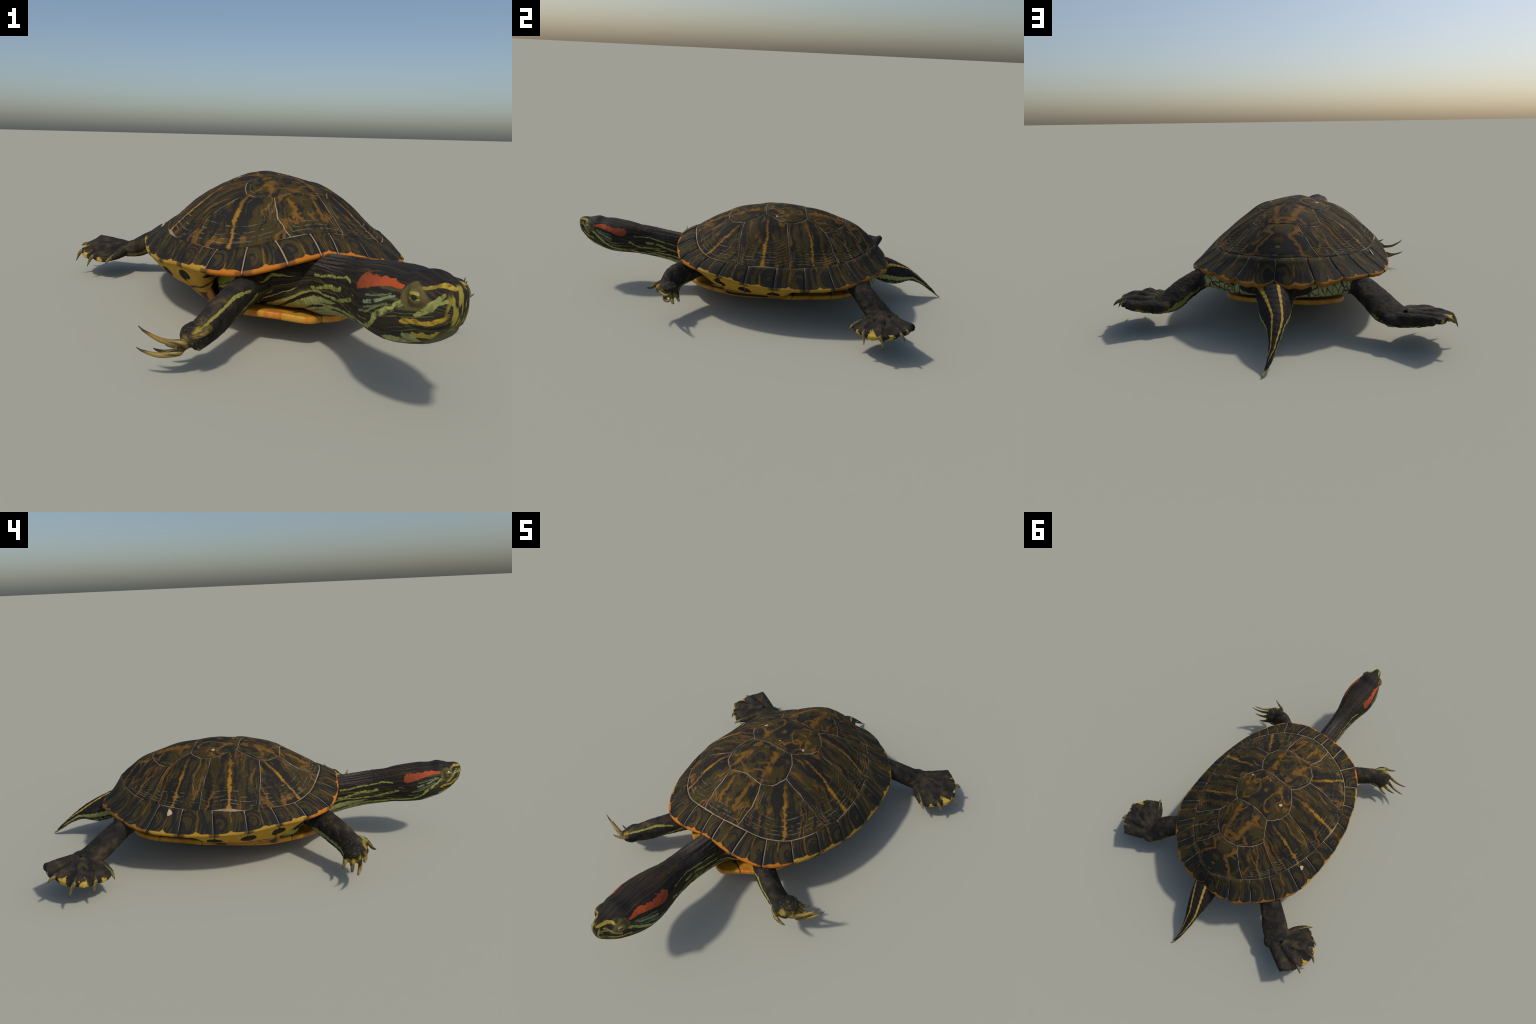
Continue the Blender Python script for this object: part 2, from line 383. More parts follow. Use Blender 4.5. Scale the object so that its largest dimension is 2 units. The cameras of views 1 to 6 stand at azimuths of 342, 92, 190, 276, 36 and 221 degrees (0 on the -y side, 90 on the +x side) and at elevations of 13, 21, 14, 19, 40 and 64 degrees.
def build_plastron(root, M):
    half = catmull(PL, 150)
    core_v = np.vstack([half, half[-2:0:-1] * V(-1, 1)])
    # core plate (dark seam substance), inset
    n = len(core_v); cen = V(0, .07)
    verts, faces = [], []
    for f, up in ((.0, .009), (.5, .009), (.97, .009), (.97, .014), (.5, .014), (0, .014)):
        P = cen + (core_v - cen) * max(f, .01); z = plast(P) + up
        verts += [V(P[i, 0], P[i, 1], z[i]) for i in range(n)]
    for r in range(5):
        for i in range(n):
            faces.append((r * n + i, r * n + (i + 1) % n, (r + 1) * n + (i + 1) % n, (r + 1) * n + i))
    core = new_object('plastron', verts, faces, [M['plseam']], root); fix_normals(core)
    # plates: cut the half outline by cross seams
    xs = lambda y: float(np.interp(y, half[::1, 1], half[:, 0])) if False else None
    hy = half
    cuts = [(-.300, -.385), (-.215, -.235), (-.055, -.075), (.190, .175), (.390, .375)]   # y at midline, y at border
    idx = [0] + [int(np.argmin(np.abs(hy[8:-8, 1] - c[1]))) + 8 for c in cuts] + [len(hy) - 1]
    idx[1] = int(np.argmin(np.abs(hy[:60, 0] - .128)))
    mids = [hy[0, 1]] + [c[0] for c in cuts] + [hy[-1, 1]]
    for sg in (1, -1):
        for k in range(6):
            outer = hy[idx[k]:idx[k + 1] + 1]
            a_mid, b_mid = V(0, mids[k]), V(0, mids[k + 1])
            ln = lambda p, q, n: p + np.outer(np.linspace(0, 1, n), q - p)
            border = np.vstack([outer[:-1], ln(outer[-1], b_mid, 20)[:-1], ln(b_mid, a_mid, 20)[:-1], ln(a_mid, outer[0], 20)[:-1]]) if k else np.vstack([outer[:-1], ln(outer[-1], b_mid, 20)[:-1], ln(b_mid, a_mid, 20)[:-1]])
            border = border * V(sg, 1)
            c = border.mean(0)
            nB = len(border); D = c - border; R = np.linalg.norm(D, axis=1)[:, None]
            verts, faces = [], []
            prof = [(.90, .0225), (.5, .0225), (.20, .0225)]
            ins = [(.010, .0225), (.004, .0205), (.0016, .016), (.0014, .008), (.002, .003), (.006, .0002)]
            ringsP = [(D * t / 1, u) for t, u in prof] + [(D / R * np.minimum(i, R * .5), u) for i, u in ins] + [(D * t, 0) for t in (.2, .5, .9)]
            for off, u in ringsP:
                P = border + off; z = plast(P) + u
                verts += [V(P[i, 0], P[i, 1], z[i]) for i in range(nB)]
            m = len(ringsP)
            for r in range(m - 1):
                for i in range(nB):
                    faces.append((r * nB + i, r * nB + (i + 1) % nB, (r + 1) * nB + (i + 1) % nB, (r + 1) * nB + i))
            faces.append(tuple(range(nB))); faces.append(tuple((m - 1) * nB + i for i in range(nB)))
            ob = new_object('plastron_scute', verts, faces, [M['plast']], core); fix_normals(ob)
            cz = float(plast(c[None])[0])
            frame_object(ob, V(c[0], c[1], cz), V(.1 * sg, 0, 0), V(0, .1, 0), V(0, 0, .1))
    # bridges: continue the underside of the rim down to the plastron
    for sg in (1, -1):
        ts = np.linspace(3.02, 7.62, 70)
        verts, faces = [], []
        for t in ts:
            sec, out = marginal_section(t, 4, 9)
            A, S = sec[-1], sec[6]
            A = A + (S - A) * .10 - V(0, 0, -.0006)
            y = A[1]; e = float(smooth(-.188, -.168, y) * (1 - smooth(.135, .180, y)))
            k = int(np.argmin(np.abs(half[:, 1] - np.clip(y * 1.02, -.19, .20)) + (half[:, 0] < .2)))
            C = V(half[k, 0] - .012, half[k, 1], 0); C[2] = float(plast(C[None])[0]) + .003
            C = A + (C - A) * max(e, .04)
            Bm = (A + C) / 2 + V(.006, 0, -.006) * e
            sec = catmull([A, Bm, C], 9)
            nrm = V(-.5, 0, .8); nrm /= np.linalg.norm(nrm)
            loop = np.vstack([sec, (sec + nrm * .012)[::-1]])
            verts += [p * V(sg, 1, 1) for p in loop]
        m = 18
        for i in range(len(ts) - 1):
            for k in range(m):
                faces.append((i * m + k, i * m + (k + 1) % m, (i + 1) * m + (k + 1) % m, (i + 1) * m + k))
        faces.append(tuple(range(m))); faces.append(tuple((len(ts) - 1) * m + k for k in range(m)))
        ob = new_object('bridge', verts, faces, [M['bridge']], core); fix_normals(ob)
    return core

# ------------------------------------------------------------------ soft body
def tube(P, a, b, side, n=48, m=28, power=2.0, flat=None):
    """Closed tube along P; a = half-width along `side`, b = half-height across it."""
    P = np.asarray(P, float)
    cols = np.c_[P, np.asarray(a, float), np.asarray(b, float)]
    C = catmull(cols, n); pts, a, b = C[:, :3], np.maximum(C[:, 3], .0015), np.maximum(C[:, 4], .0015)
    T = np.gradient(pts, axis=0); T /= np.linalg.norm(T, axis=1)[:, None]
    side = np.asarray(side, float)
    if side.ndim == 1: side = np.tile(side, (n, 1))
    else: side = catmull(side, n)
    S = side - T * np.sum(side * T, axis=1)[:, None]; S /= np.linalg.norm(S, axis=1)[:, None]
    U = np.cross(S, T)
    th = np.linspace(0, 2 * np.pi, m, endpoint=False)
    cx = np.sign(np.cos(th)) * np.abs(np.cos(th)) ** (2 / power); sy = np.sign(np.sin(th)) * np.abs(np.sin(th)) ** (2 / power)
    verts = [pts[0]]
    for i in range(n):
        verts += list(pts[i] + np.outer(cx * a[i], S[i]) + np.outer(sy * b[i], U[i]))
    verts.append(pts[-1])
    faces = []
    for k in range(m): faces.append((0, 1 + (k + 1) % m, 1 + k))
    for i in range(n - 1):
        for k in range(m):
            p, q = 1 + i * m, 1 + (i + 1) * m
            faces.append((p + k, p + (k + 1) % m, q + (k + 1) % m, q + k))
    e = len(verts) - 1; p = 1 + (n - 1) * m
    for k in range(m): faces.append((e, p + k, p + (k + 1) % m))
    return np.array(verts), faces

def section_loft(rows, n=70, m=44, oblique=False):
    """Loft along y from rows (y, x_centre, top, bottom, half_width, squareness)."""
    rows = [list(r) for r in rows]
    for r in rows:                                     # heights were read obliquely: take off the share of the width
        if oblique:
            cz, h = (r[2] + r[3]) / 2, (r[2] - r[3]) / 2
            h = math.sqrt(max(h * h - (.36 * r[4]) ** 2, (.55 * h) ** 2)); r[2], r[3] = cz + h, cz - h
    C = catmull(rows, n); verts, faces = [], []
    th = np.linspace(0, 2 * np.pi, m, endpoint=False)
    for y, xc, top, bot, hw, sq in C:
        p = 2 / max(sq, 1.2); cz, hz = (top + bot) / 2, max((top - bot) / 2, .001)
        c, s = np.cos(th), np.sin(th)
        X = xc + max(hw, .001) * np.sign(c) * np.abs(c) ** p; Z = cz + hz * np.sign(s) * np.abs(s) ** p
        verts += list(np.c_[X, np.full(m, y), Z])
    for i in range(n - 1):
        for k in range(m):
            faces.append((i * m + k, i * m + (k + 1) % m, (i + 1) * m + (k + 1) % m, (i + 1) * m + k))
    faces.append(tuple(range(m))[::-1]); faces.append(tuple((n - 1) * m + k for k in range(m)))
    return np.array(verts), faces

def ball(c, r, n=16):
    verts, faces = [], []
    r = V(*r) if np.ndim(r) else V(r, r, r)
    for i in range(n + 1):
        ph = np.pi * i / n
        for k in range(2 * n):
            th = np.pi * k / n
            verts.append(V(*c) + r * V(np.sin(ph) * np.cos(th), np.sin(ph) * np.sin(th), np.cos(ph)))
    for i in range(n):
        for k in range(2 * n):
            faces.append((i * 2 * n + k, (i + 1) * 2 * n + k, (i + 1) * 2 * n + (k + 1) % (2 * n), i * 2 * n + (k + 1) % (2 * n)))
    return np.array(verts), faces

def web(A, B, thick, droop=.006, n=14, k=9, up=V(0, 0, 1), bulge=.006):
    """Skin stretched between two toe lines A and B."""
    A, B = catmull(A, n), catmull(B, n)
    top, bot = [], []
    for i in range(n):
        for j in range(k):
            f = j / (k - 1)
            p = A[i] * (1 - f) + B[i] * f
            s = np.sin(np.pi * f)
            p = p - up * droop * s * (i / (n - 1))
            back = (p - (A[0] + B[0]) / 2)
            p = p - back / (np.linalg.norm(back) + 1e-9) * bulge * s * (i / (n - 1))
            top.append(p + up * thick / 2); bot.append(p - up * thick / 2)
    N = n * k; verts = np.array(top + bot); faces = []
    for i in range(n - 1):
        for j in range(k - 1):
            q = i * k + j
            faces.append((q, q + 1, q + k + 1, q + k)); faces.append((N + q, N + q + k, N + q + k + 1, N + q + 1))
    rim = [j for j in range(k)] + [i * k + k - 1 for i in range(1, n)] + [(n - 1) * k + j for j in range(k - 2, -1, -1)] + [i * k for i in range(n - 2, 0, -1)]
    for i in range(len(rim)):
        a, b = rim[i], rim[(i + 1) % len(rim)]
        faces.append((b, a, N + a, N + b))
    return verts, faces

HEAD = [(-1.001, 0, .340, .300, .010, 2.0), (-.992, 0, .354, .276, .021, 2.2), (-.970, 0, .360, .249, .032, 2.4), (-.945, 0, .359, .228, .050, 2.4),
        (-.915, 0, .366, .208, .064, 2.4), (-.895, 0, .369, .199, .074, 2.3), (-.865, 0, .361, .187, .085, 2.2), (-.825, 0, .361, .175, .0905, 2.2), (-.78, 0, .356, .169, .0905, 2.1),
        (-.74, 0, .350, .167, .083, 2.1), (-.70, 0, .341, .166, .073, 2.1), (-.66, 0, .330, .161, .063, 2.1), (-.60, 0, .323, .153, .054, 2.1),
        (-.53, 0, .313, .138, .052, 2.1), (-.47, 0, .303, .120, .053, 2.0), (-.42, 0, .293, .104, .060, 2.0), (-.36, 0, .285, .095, .085, 2.0), (-.28, 0, .28, .095, .11, 2.0)]
TORSO = [(-.395, 0, .262, .125, .07, 2.0), (-.355, 0, .272, .105, .125, 2.1), (-.30, 0, .275, .092, .190, 2.3), (-.23, 0, .272, .082, .245, 2.6), (-.15, 0, .272, .078, .262, 2.8), (.05, 0, .28, .078, .270, 2.8), (.18, 0, .28, .092, .245, 2.6), (.28, 0, .28, .105, .245, 2.4),
         (.40, 0, .28, .112, .265, 2.4), (.49, 0, .275, .122, .262, 2.3), (.55, 0, .265, .135, .225, 2.2), (.59, 0, .258, .142, .165, 2.1), (.62, 0, .25, .150, .10, 2.0)]
TAIL = [(.54, 0, .25, .13, .08, 2.0), (.60, 0, .245, .112, .082, 2.0), (.645, -.002, .237, .093, .077, 2.1), (.69, -.008, .223, .077, .068, 2.1), (.74, -.017, .200, .069, .060, 2.1), (.78, -.024, .180, .076, .049, 2.1),
        (.815, -.031, .160, .086, .039, 2.1), (.86, -.039, .126, .077, .027, 2.1), (.90, -.041, .094, .060, .018, 2.0), (.95, -.036, .051, .026, .0100, 2.0), (.985, -.025, .017, .004, .0062, 2.0), (1.002, -.017, .008, -.003, .0042, 2.0)]

def hand_left():
    d = [dict(line=[(.352, -.440, .154), (.366, -.475, .156), (.388, -.503, .152)], r=(.020, .017, .0095), tip=(.443, -.521, .168), bend=-.008),
         dict(line=[(.365, -.435, .150), (.398, -.452, .152), (.430, -.461, .145)], r=(.023, .020, .0100), tip=(.513, -.394, .180), bend=-.016),
         dict(line=[(.365, -.428, .148), (.405, -.435, .138), (.447, -.437, .118)], r=(.023, .020, .0100), tip=(.530, -.384, .165), bend=-.016),
         dict(line=[(.362, -.420, .146), (.402, -.415, .130), (.448, -.402, .115)], r=(.022, .019, .0095), tip=(.505, -.379, .124), bend=-.008),
         dict(line=[(.355, -.412, .146), (.390, -.395, .128), (.425, -.378, .112)], r=(.021, .016, .0085), tip=(.456, -.362, .114), bend=-.005)]
    return d
def hand_right():
    d = [dict(line=[(-.345, -.490, .140), (-.362, -.528, .144), (-.387, -.556, .140)], r=(.020, .017, .0095), tip=(-.438, -.577, .142), bend=-.008),
         dict(line=[(-.365, -.490, .132), (-.403, -.516, .126), (-.438, -.536, .113)], r=(.023, .020, .0100), tip=(-.545, -.518, .155), bend=-.018),
         dict(line=[(-.365, -.485, .125), (-.408, -.503, .106), (-.447, -.515, .078)], r=(.023, .020, .0100), tip=(-.549, -.495, .090), bend=-.016),
         dict(line=[(-.362, -.478, .122), (-.408, -.484, .096), (-.448, -.484, .067)], r=(.022, .019, .0095), tip=(-.505, -.477, .076), bend=-.008),
         dict(line=[(-.355, -.470, .122), (-.396, -.464, .094), (-.432, -.452, .070)], r=(.021, .016, .0085), tip=(-.470, -.444, .069), bend=-.005)]
    return d
def foot_left():
    return [dict(line=[(.500, .585, .100), (.524, .505, .105), (.569, .450, .102)], r=(.027, .019, .0110), tip=(.590, .432, .088), bend=.004),
            dict(line=[(.510, .585, .104), (.585, .507, .118), (.638, .489, .102)], r=(.028, .019, .0110), tip=(.662, .493, .061), bend=.009),
            dict(line=[(.515, .592, .106), (.618, .560, .122), (.681, .556, .108)], r=(.028, .019, .0110), tip=(.706, .573, .063), bend=.009),
            dict(line=[(.515, .602, .104), (.612, .630, .119), (.656, .646, .120)], r=(.028, .020, .0115), tip=(.681, .663, .103), bend=.005),
            dict(line=[(.480, .632, .096), (.548, .674, .110), (.602, .708, .128)], r=(.031, .026, .0185), tip=None, bend=0)]
def to_right(p):
    x, y, z = p
    return (-x, y + .031, z + (y - .555) * .085 - .006 * (z > .115))
def foot_right():
    return [dict(line=[to_right(p) for p in d['line']], r=d['r'], tip=to_right(d['tip']) if d['tip'] else None, bend=d['bend']) for d in foot_left()]

def soft_parts():
    parts = [section_loft(HEAD, 110, 56, True), section_loft(TORSO, 60, 48), section_loft(TAIL, 70, 36, True)]
    # brow / eye bulges
    for sg in (1, -1):
        parts.append(ball((.038 * sg, -.927, .322), (.027, .032, .030)))
    legs = {}
    # forelimbs: shoulder, elbow region, wrist, palm
    for sg, chain, digits in ((1, [(.12, -.27, .19), (.20, -.335, .190), (.245, -.375, .188), (.302, -.415, .181), (.352, -.432, .158), (.398, -.434, .136)], hand_left()),
                              (-1, [(-.12, -.27, .19), (-.20, -.335, .185), (-.246, -.377, .178), (-.307, -.433, .156), (-.362, -.480, .130), (-.408, -.500, .104)], hand_right())):
        chain = [tuple(V(*p) - V(0, -.003, .009) * min(1, i / 2)) for i, p in enumerate(chain)]
        side = V(.3 * sg, -1, .35) if sg > 0 else V(-.5, -1, .55)
        side = V(.45 * sg, -.75, .45)
        parts.append(tube(chain, (.055, .056, .058, .057, .053, .052), (.046, .042, .040, .038, .036, .030), side, n=40, power=2.2))
        parts.append(ball((.394, -.437, .146) if sg > 0 else (-.396, -.500, .112), (.044, .053, .031)))
        for d in digits:
            parts.append(tube(d['line'], d['r'], np.array(d['r']) * .95, V(0, -1, .3), n=14, m=14))
        for a, b in zip(digits[:-1], digits[1:]):
            A = [V(*p) for p in a['line']]; B = [V(*p) for p in b['line']]
            cut = lambda L: [L[0], L[1], L[1] * .35 + L[2] * .65]
            upn = np.cross(A[2] - A[0], B[2] - A[0]); upn /= np.linalg.norm(upn)
            if upn[2] < 0: upn = -upn
            parts.append(web(cut(A), cut(B), .016, droop=.002, up=upn))
        legs['F', sg] = (chain, digits)
    for sg in (1, -1):
        parts.append(ball((.218 * sg, -.190, .146), (.045, .078, .060)))
    for sg, digits in ((1, foot_left()), (-1, foot_right())):
        if sg > 0: chain = [(.25, .42, .205), (.318, .475, .200), (.362, .515, .187), (.412, .552, .156), (.456, .594, .120), (.505, .615, .104)]
        else: chain = [(-.24, .42, .205), (-.292, .480, .200), (-.335, .520, .188), (-.386, .562, .158), (-.437, .607, .122), (-.490, .642, .103)]
        chain = [tuple(V(*p) - V(0, .011, .007) * min(1, i / 2) * (1 if i < 5 else .4)) for i, p in enumerate(chain)]
        parts.append(tube(chain, (.054, .053, .055, .062, .068, .058), (.044, .041, .040, .040, .039, .032), V(.65 * sg, -.75, .1), n=40, power=2.3))
        # heel
        h = V(.470, .638, .100) if sg > 0 else V(-.455, .662, .101)
        parts.append(ball(h, (.036, .036, .026)))
        parts.append(ball((.505, .618, .101) if sg > 0 else (-.497, .648, .098), (.040, .034, .021)))
        for d in digits:
            parts.append(tube(d['line'], d['r'], np.array(d['r']) * .95, V(0, -1, .3), n=16, m=14))
        for a, b in zip(digits[:-1], digits[1:]):
            parts.append(web([V(*p) for p in a['line']], [V(*p) for p in b['line']], .021, droop=.007, bulge=-.010))
        legs['H', sg] = (chain, digits)
        # skin fold from thigh to tail
        parts.append(tube([(.06 * sg, .60, .195), (.17 * sg, .572, .195), (.27 * sg, .53, .195), (.35 * sg, .51, .190)], (.035, .035, .035, .03), (.040, .044, .040, .030), V(0, 1, 0), n=24))
    return parts, legs

def remesh(parts, voxel):
    verts, faces, o = [], [], 0
    for v, f in parts:
        verts.append(v); faces += [tuple(i + o for i in q) for q in f]; o += len(v)
    ob = new_object('body', np.vstack(verts), faces)
    bm = bmesh.new(); bm.from_mesh(ob.data); bmesh.ops.recalc_face_normals(bm, faces=bm.faces); bm.to_mesh(ob.data); bm.free()
    md = ob.modifiers.new('r', 'REMESH'); md.mode = 'VOXEL'; md.voxel_size = voxel; md.adaptivity = 0
    sm = ob.modifiers.new('s', 'SMOOTH'); sm.factor = .5; sm.iterations = 5
    dg = bpy.context.evaluated_depsgraph_get()
    me = bpy.data.meshes.new_from_object(ob.evaluated_get(dg))
    bpy.data.objects.remove(ob)
    n = len(me.vertices); co = np.empty(n * 3); me.vertices.foreach_get('co', co)
    F = np.array([p.vertices[:] for p in me.polygons if len(p.vertices) == 4])
    nr = np.empty(n * 3); me.vertices.foreach_get('normal', nr)
    bpy.data.meshes.remove(me)
    return co.reshape(-1, 3), F, nr.reshape(-1, 3)

def normals_of(co, F):
    a = co[F[:, 2]] - co[F[:, 0]]; b = co[F[:, 3]] - co[F[:, 1]]
    fn = np.cross(a, b); N = np.zeros_like(co)
    for k in range(4): np.add.at(N, F[:, k], fn)
    return N / (np.linalg.norm(N, axis=1)[:, None] + 1e-12)

def build_body(root, M):
    parts, legs = soft_parts()
    co, F, nr = remesh(parts, .0042)
    N = normals_of(co, F)
    if np.mean(np.sum(N * (co - co.mean(0)), axis=1)) < 0: F = F[:, ::-1]; N = -N
    # wrinkles, folds and the mouth line, pushed along the normal
    x, y, z = co.T
    d = np.zeros(len(co))
    for i in range(len(co)):
        p = co[i]
        ax = abs(p[0])
        w = .0016 * fnoise(p, 60, 1.) + .0012 * fnoise(p, 120, 2.)
        if y[i] < -.40 and ax < .13:
            neck = float(smooth(-.74, -.62, p[1]))
            phi = math.atan2(p[0], p[2] - (.245 - (p[1] + .5) * .12))
            w = w * (.35 + .6 * neck) + neck * .0030 * noise.noise(Vector((phi * 5.0, p[1] * 7, 3.3)))
        elif ax > .2:
            w = w * .9 + .0009 * noise.noise(Vector((p[0] * 95, p[1] * 95, p[2] * 95)))
        elif p[1] > .58:
            w = w * .8
        d[i] = w
    mouth = (y < -.895) & (np.abs(x) < .09)
    zm = .262 + .10 * (y + .955) * (y + .955) * 10
    line = np.exp(-((z - (.268 - .16 * np.clip(-.985 - y, -.09, .02) * 0 + .012 * np.sin((y + .90) * 40))) / .0028) ** 2)
    d -= mouth * line * .0035
    co = co + N * d[:, None]
    fade = smooth(.99, .90, np.abs(y))
    N = normals_of(co, F)
    # regions
    C = co[F].mean(1); reg = np.zeros(len(F), int)
    names = ['torso', 'head', 'neck', 'tail', 'foreleg', 'foreleg', 'forefoot', 'forefoot', 'hindleg', 'hindleg', 'hindfoot', 'hindfoot']
    cx, cy, cz = C.T
    reg[(cy < -.40) & (np.abs(cx) < .14)] = 2
    reg[(cy < -.705) & (np.abs(cx) < .14)] = 1
    reg[(cy > .615) & (np.abs(cx) < .15)] = 3
    for (kind, sg), (chain, digits) in legs.items():
        base, wrist = V(*chain[2]), V(*chain[4])
        ax = V(*chain[3]) - base; ax /= np.linalg.norm(ax)
        q = V(*chain[4]) - V(*chain[3]); q /= np.linalg.norm(q)
        near = (np.sign(cx) == sg) & (np.abs(cx) > .19) & ((cy < -.2) if kind == 'F' else (cy > .3))
        ch = np.array([V(*c) for c in chain]); dist = np.full(len(C), 9.)
        for a, b in zip(ch[:-1], ch[1:]):
            t = np.clip((C - a) @ (b - a) / ((b - a) @ (b - a)), 0, 1)
            dist = np.minimum(dist, np.linalg.norm(C - a - t[:, None] * (b - a), axis=1))
        a1 = V(*chain[2]) - V(*chain[1]); a1 /= np.linalg.norm(a1)
        leg = near & ((C - V(*chain[1])) @ a1 > .015) & ((dist < .068) | ((C - base) @ ax > .05))
        foot = leg & ((C - wrist) @ q > -.012)
        o = 4 if kind == 'F' else 8
        j = 0 if sg > 0 else 1
        reg[leg] = o + j; reg[foot] = o + 2 + j
    mats = [M['torso'], M['head'], M['head'], M['tail'], M['foreL'], M['foreR'], M['foreL'], M['foreR'], M['hindL'], M['hindR'], M['hindL'], M['hindR']]
    out = {}
    for r in range(12):
        f = F[reg == r]
        if not len(f): continue
        used, inv = np.unique(f, return_inverse=True)
        ob = new_object(names[r], co[used], inv.reshape(-1, 4), [mats[r]], root)
        ob.data.normals_split_custom_set_from_vertices([tuple(v) for v in N[used]])
        out[r] = ob
    # claws
    for (kind, sg), (chain, digits) in legs.items():
        foot = out[(6 if kind == 'F' else 10) + (0 if sg > 0 else 1)]
        for d in digits:
            if d['tip'] is None: continue
            L = [V(*p) for p in d['line']]; tip = V(*d['tip'])
            st = L[2] - (L[2] - L[1]) / np.linalg.norm(L[2] - L[1]) * .008
            mid = L[2] * .55 + tip * .45 + V(0, 0, d['bend'])
            r0 = d['r'][2] * (.98 if kind == 'F' else .82)
            lead = tip * .25 + mid * .75 + V(0, 0, d['bend'] * .25)
            v, f = tube([st, L[2] + V(0, 0, d['bend'] * .3), mid, tip * .72 + mid * .28 + V(0, 0, d['bend'] * .25), tip], (r0 * .9, r0 * .88, r0 * .66, r0 * .32, .0006), (r0 * .9, r0 * .92, r0 * .72, r0 * .36, .0006), V(.2, -1, .2), n=22, m=14)
            ob = new_object('claw', v, f, [M['claw']], foot); fix_normals(ob)
            ax = tip - L[2]; ln = np.linalg.norm(ax); za = ax / ln
            xa = np.cross(za, V(0, 0, 1)); xa /= np.linalg.norm(xa); ya = np.cross(za, xa)
            frame_object(ob, L[2], xa * ln, ya * ln, za * ln)
    # eyes
    for sg in (1, -1):
        c = V(.0490 * sg, -.931, .3215)
        v, f = ball((0, 0, 0), (1, 1, 1), 20)
        ob = new_object('eye', v, f, [M['eye']], out[1])
        za = V(.86 * sg, -.42, .12); za /= np.linalg.norm(za); xa = np.cross(V(0, 0, 1), za); xa /= np.linalg.norm(xa); ya = np.cross(za, xa)
        Mx = Matrix(((xa[0], ya[0], za[0], c[0]), (xa[1], ya[1], za[1], c[1]), (xa[2], ya[2], za[2], c[2]), (0, 0, 0, 1)))
        ob.matrix_local = Mx @ Matrix.Scale(.0190, 4)
    return out

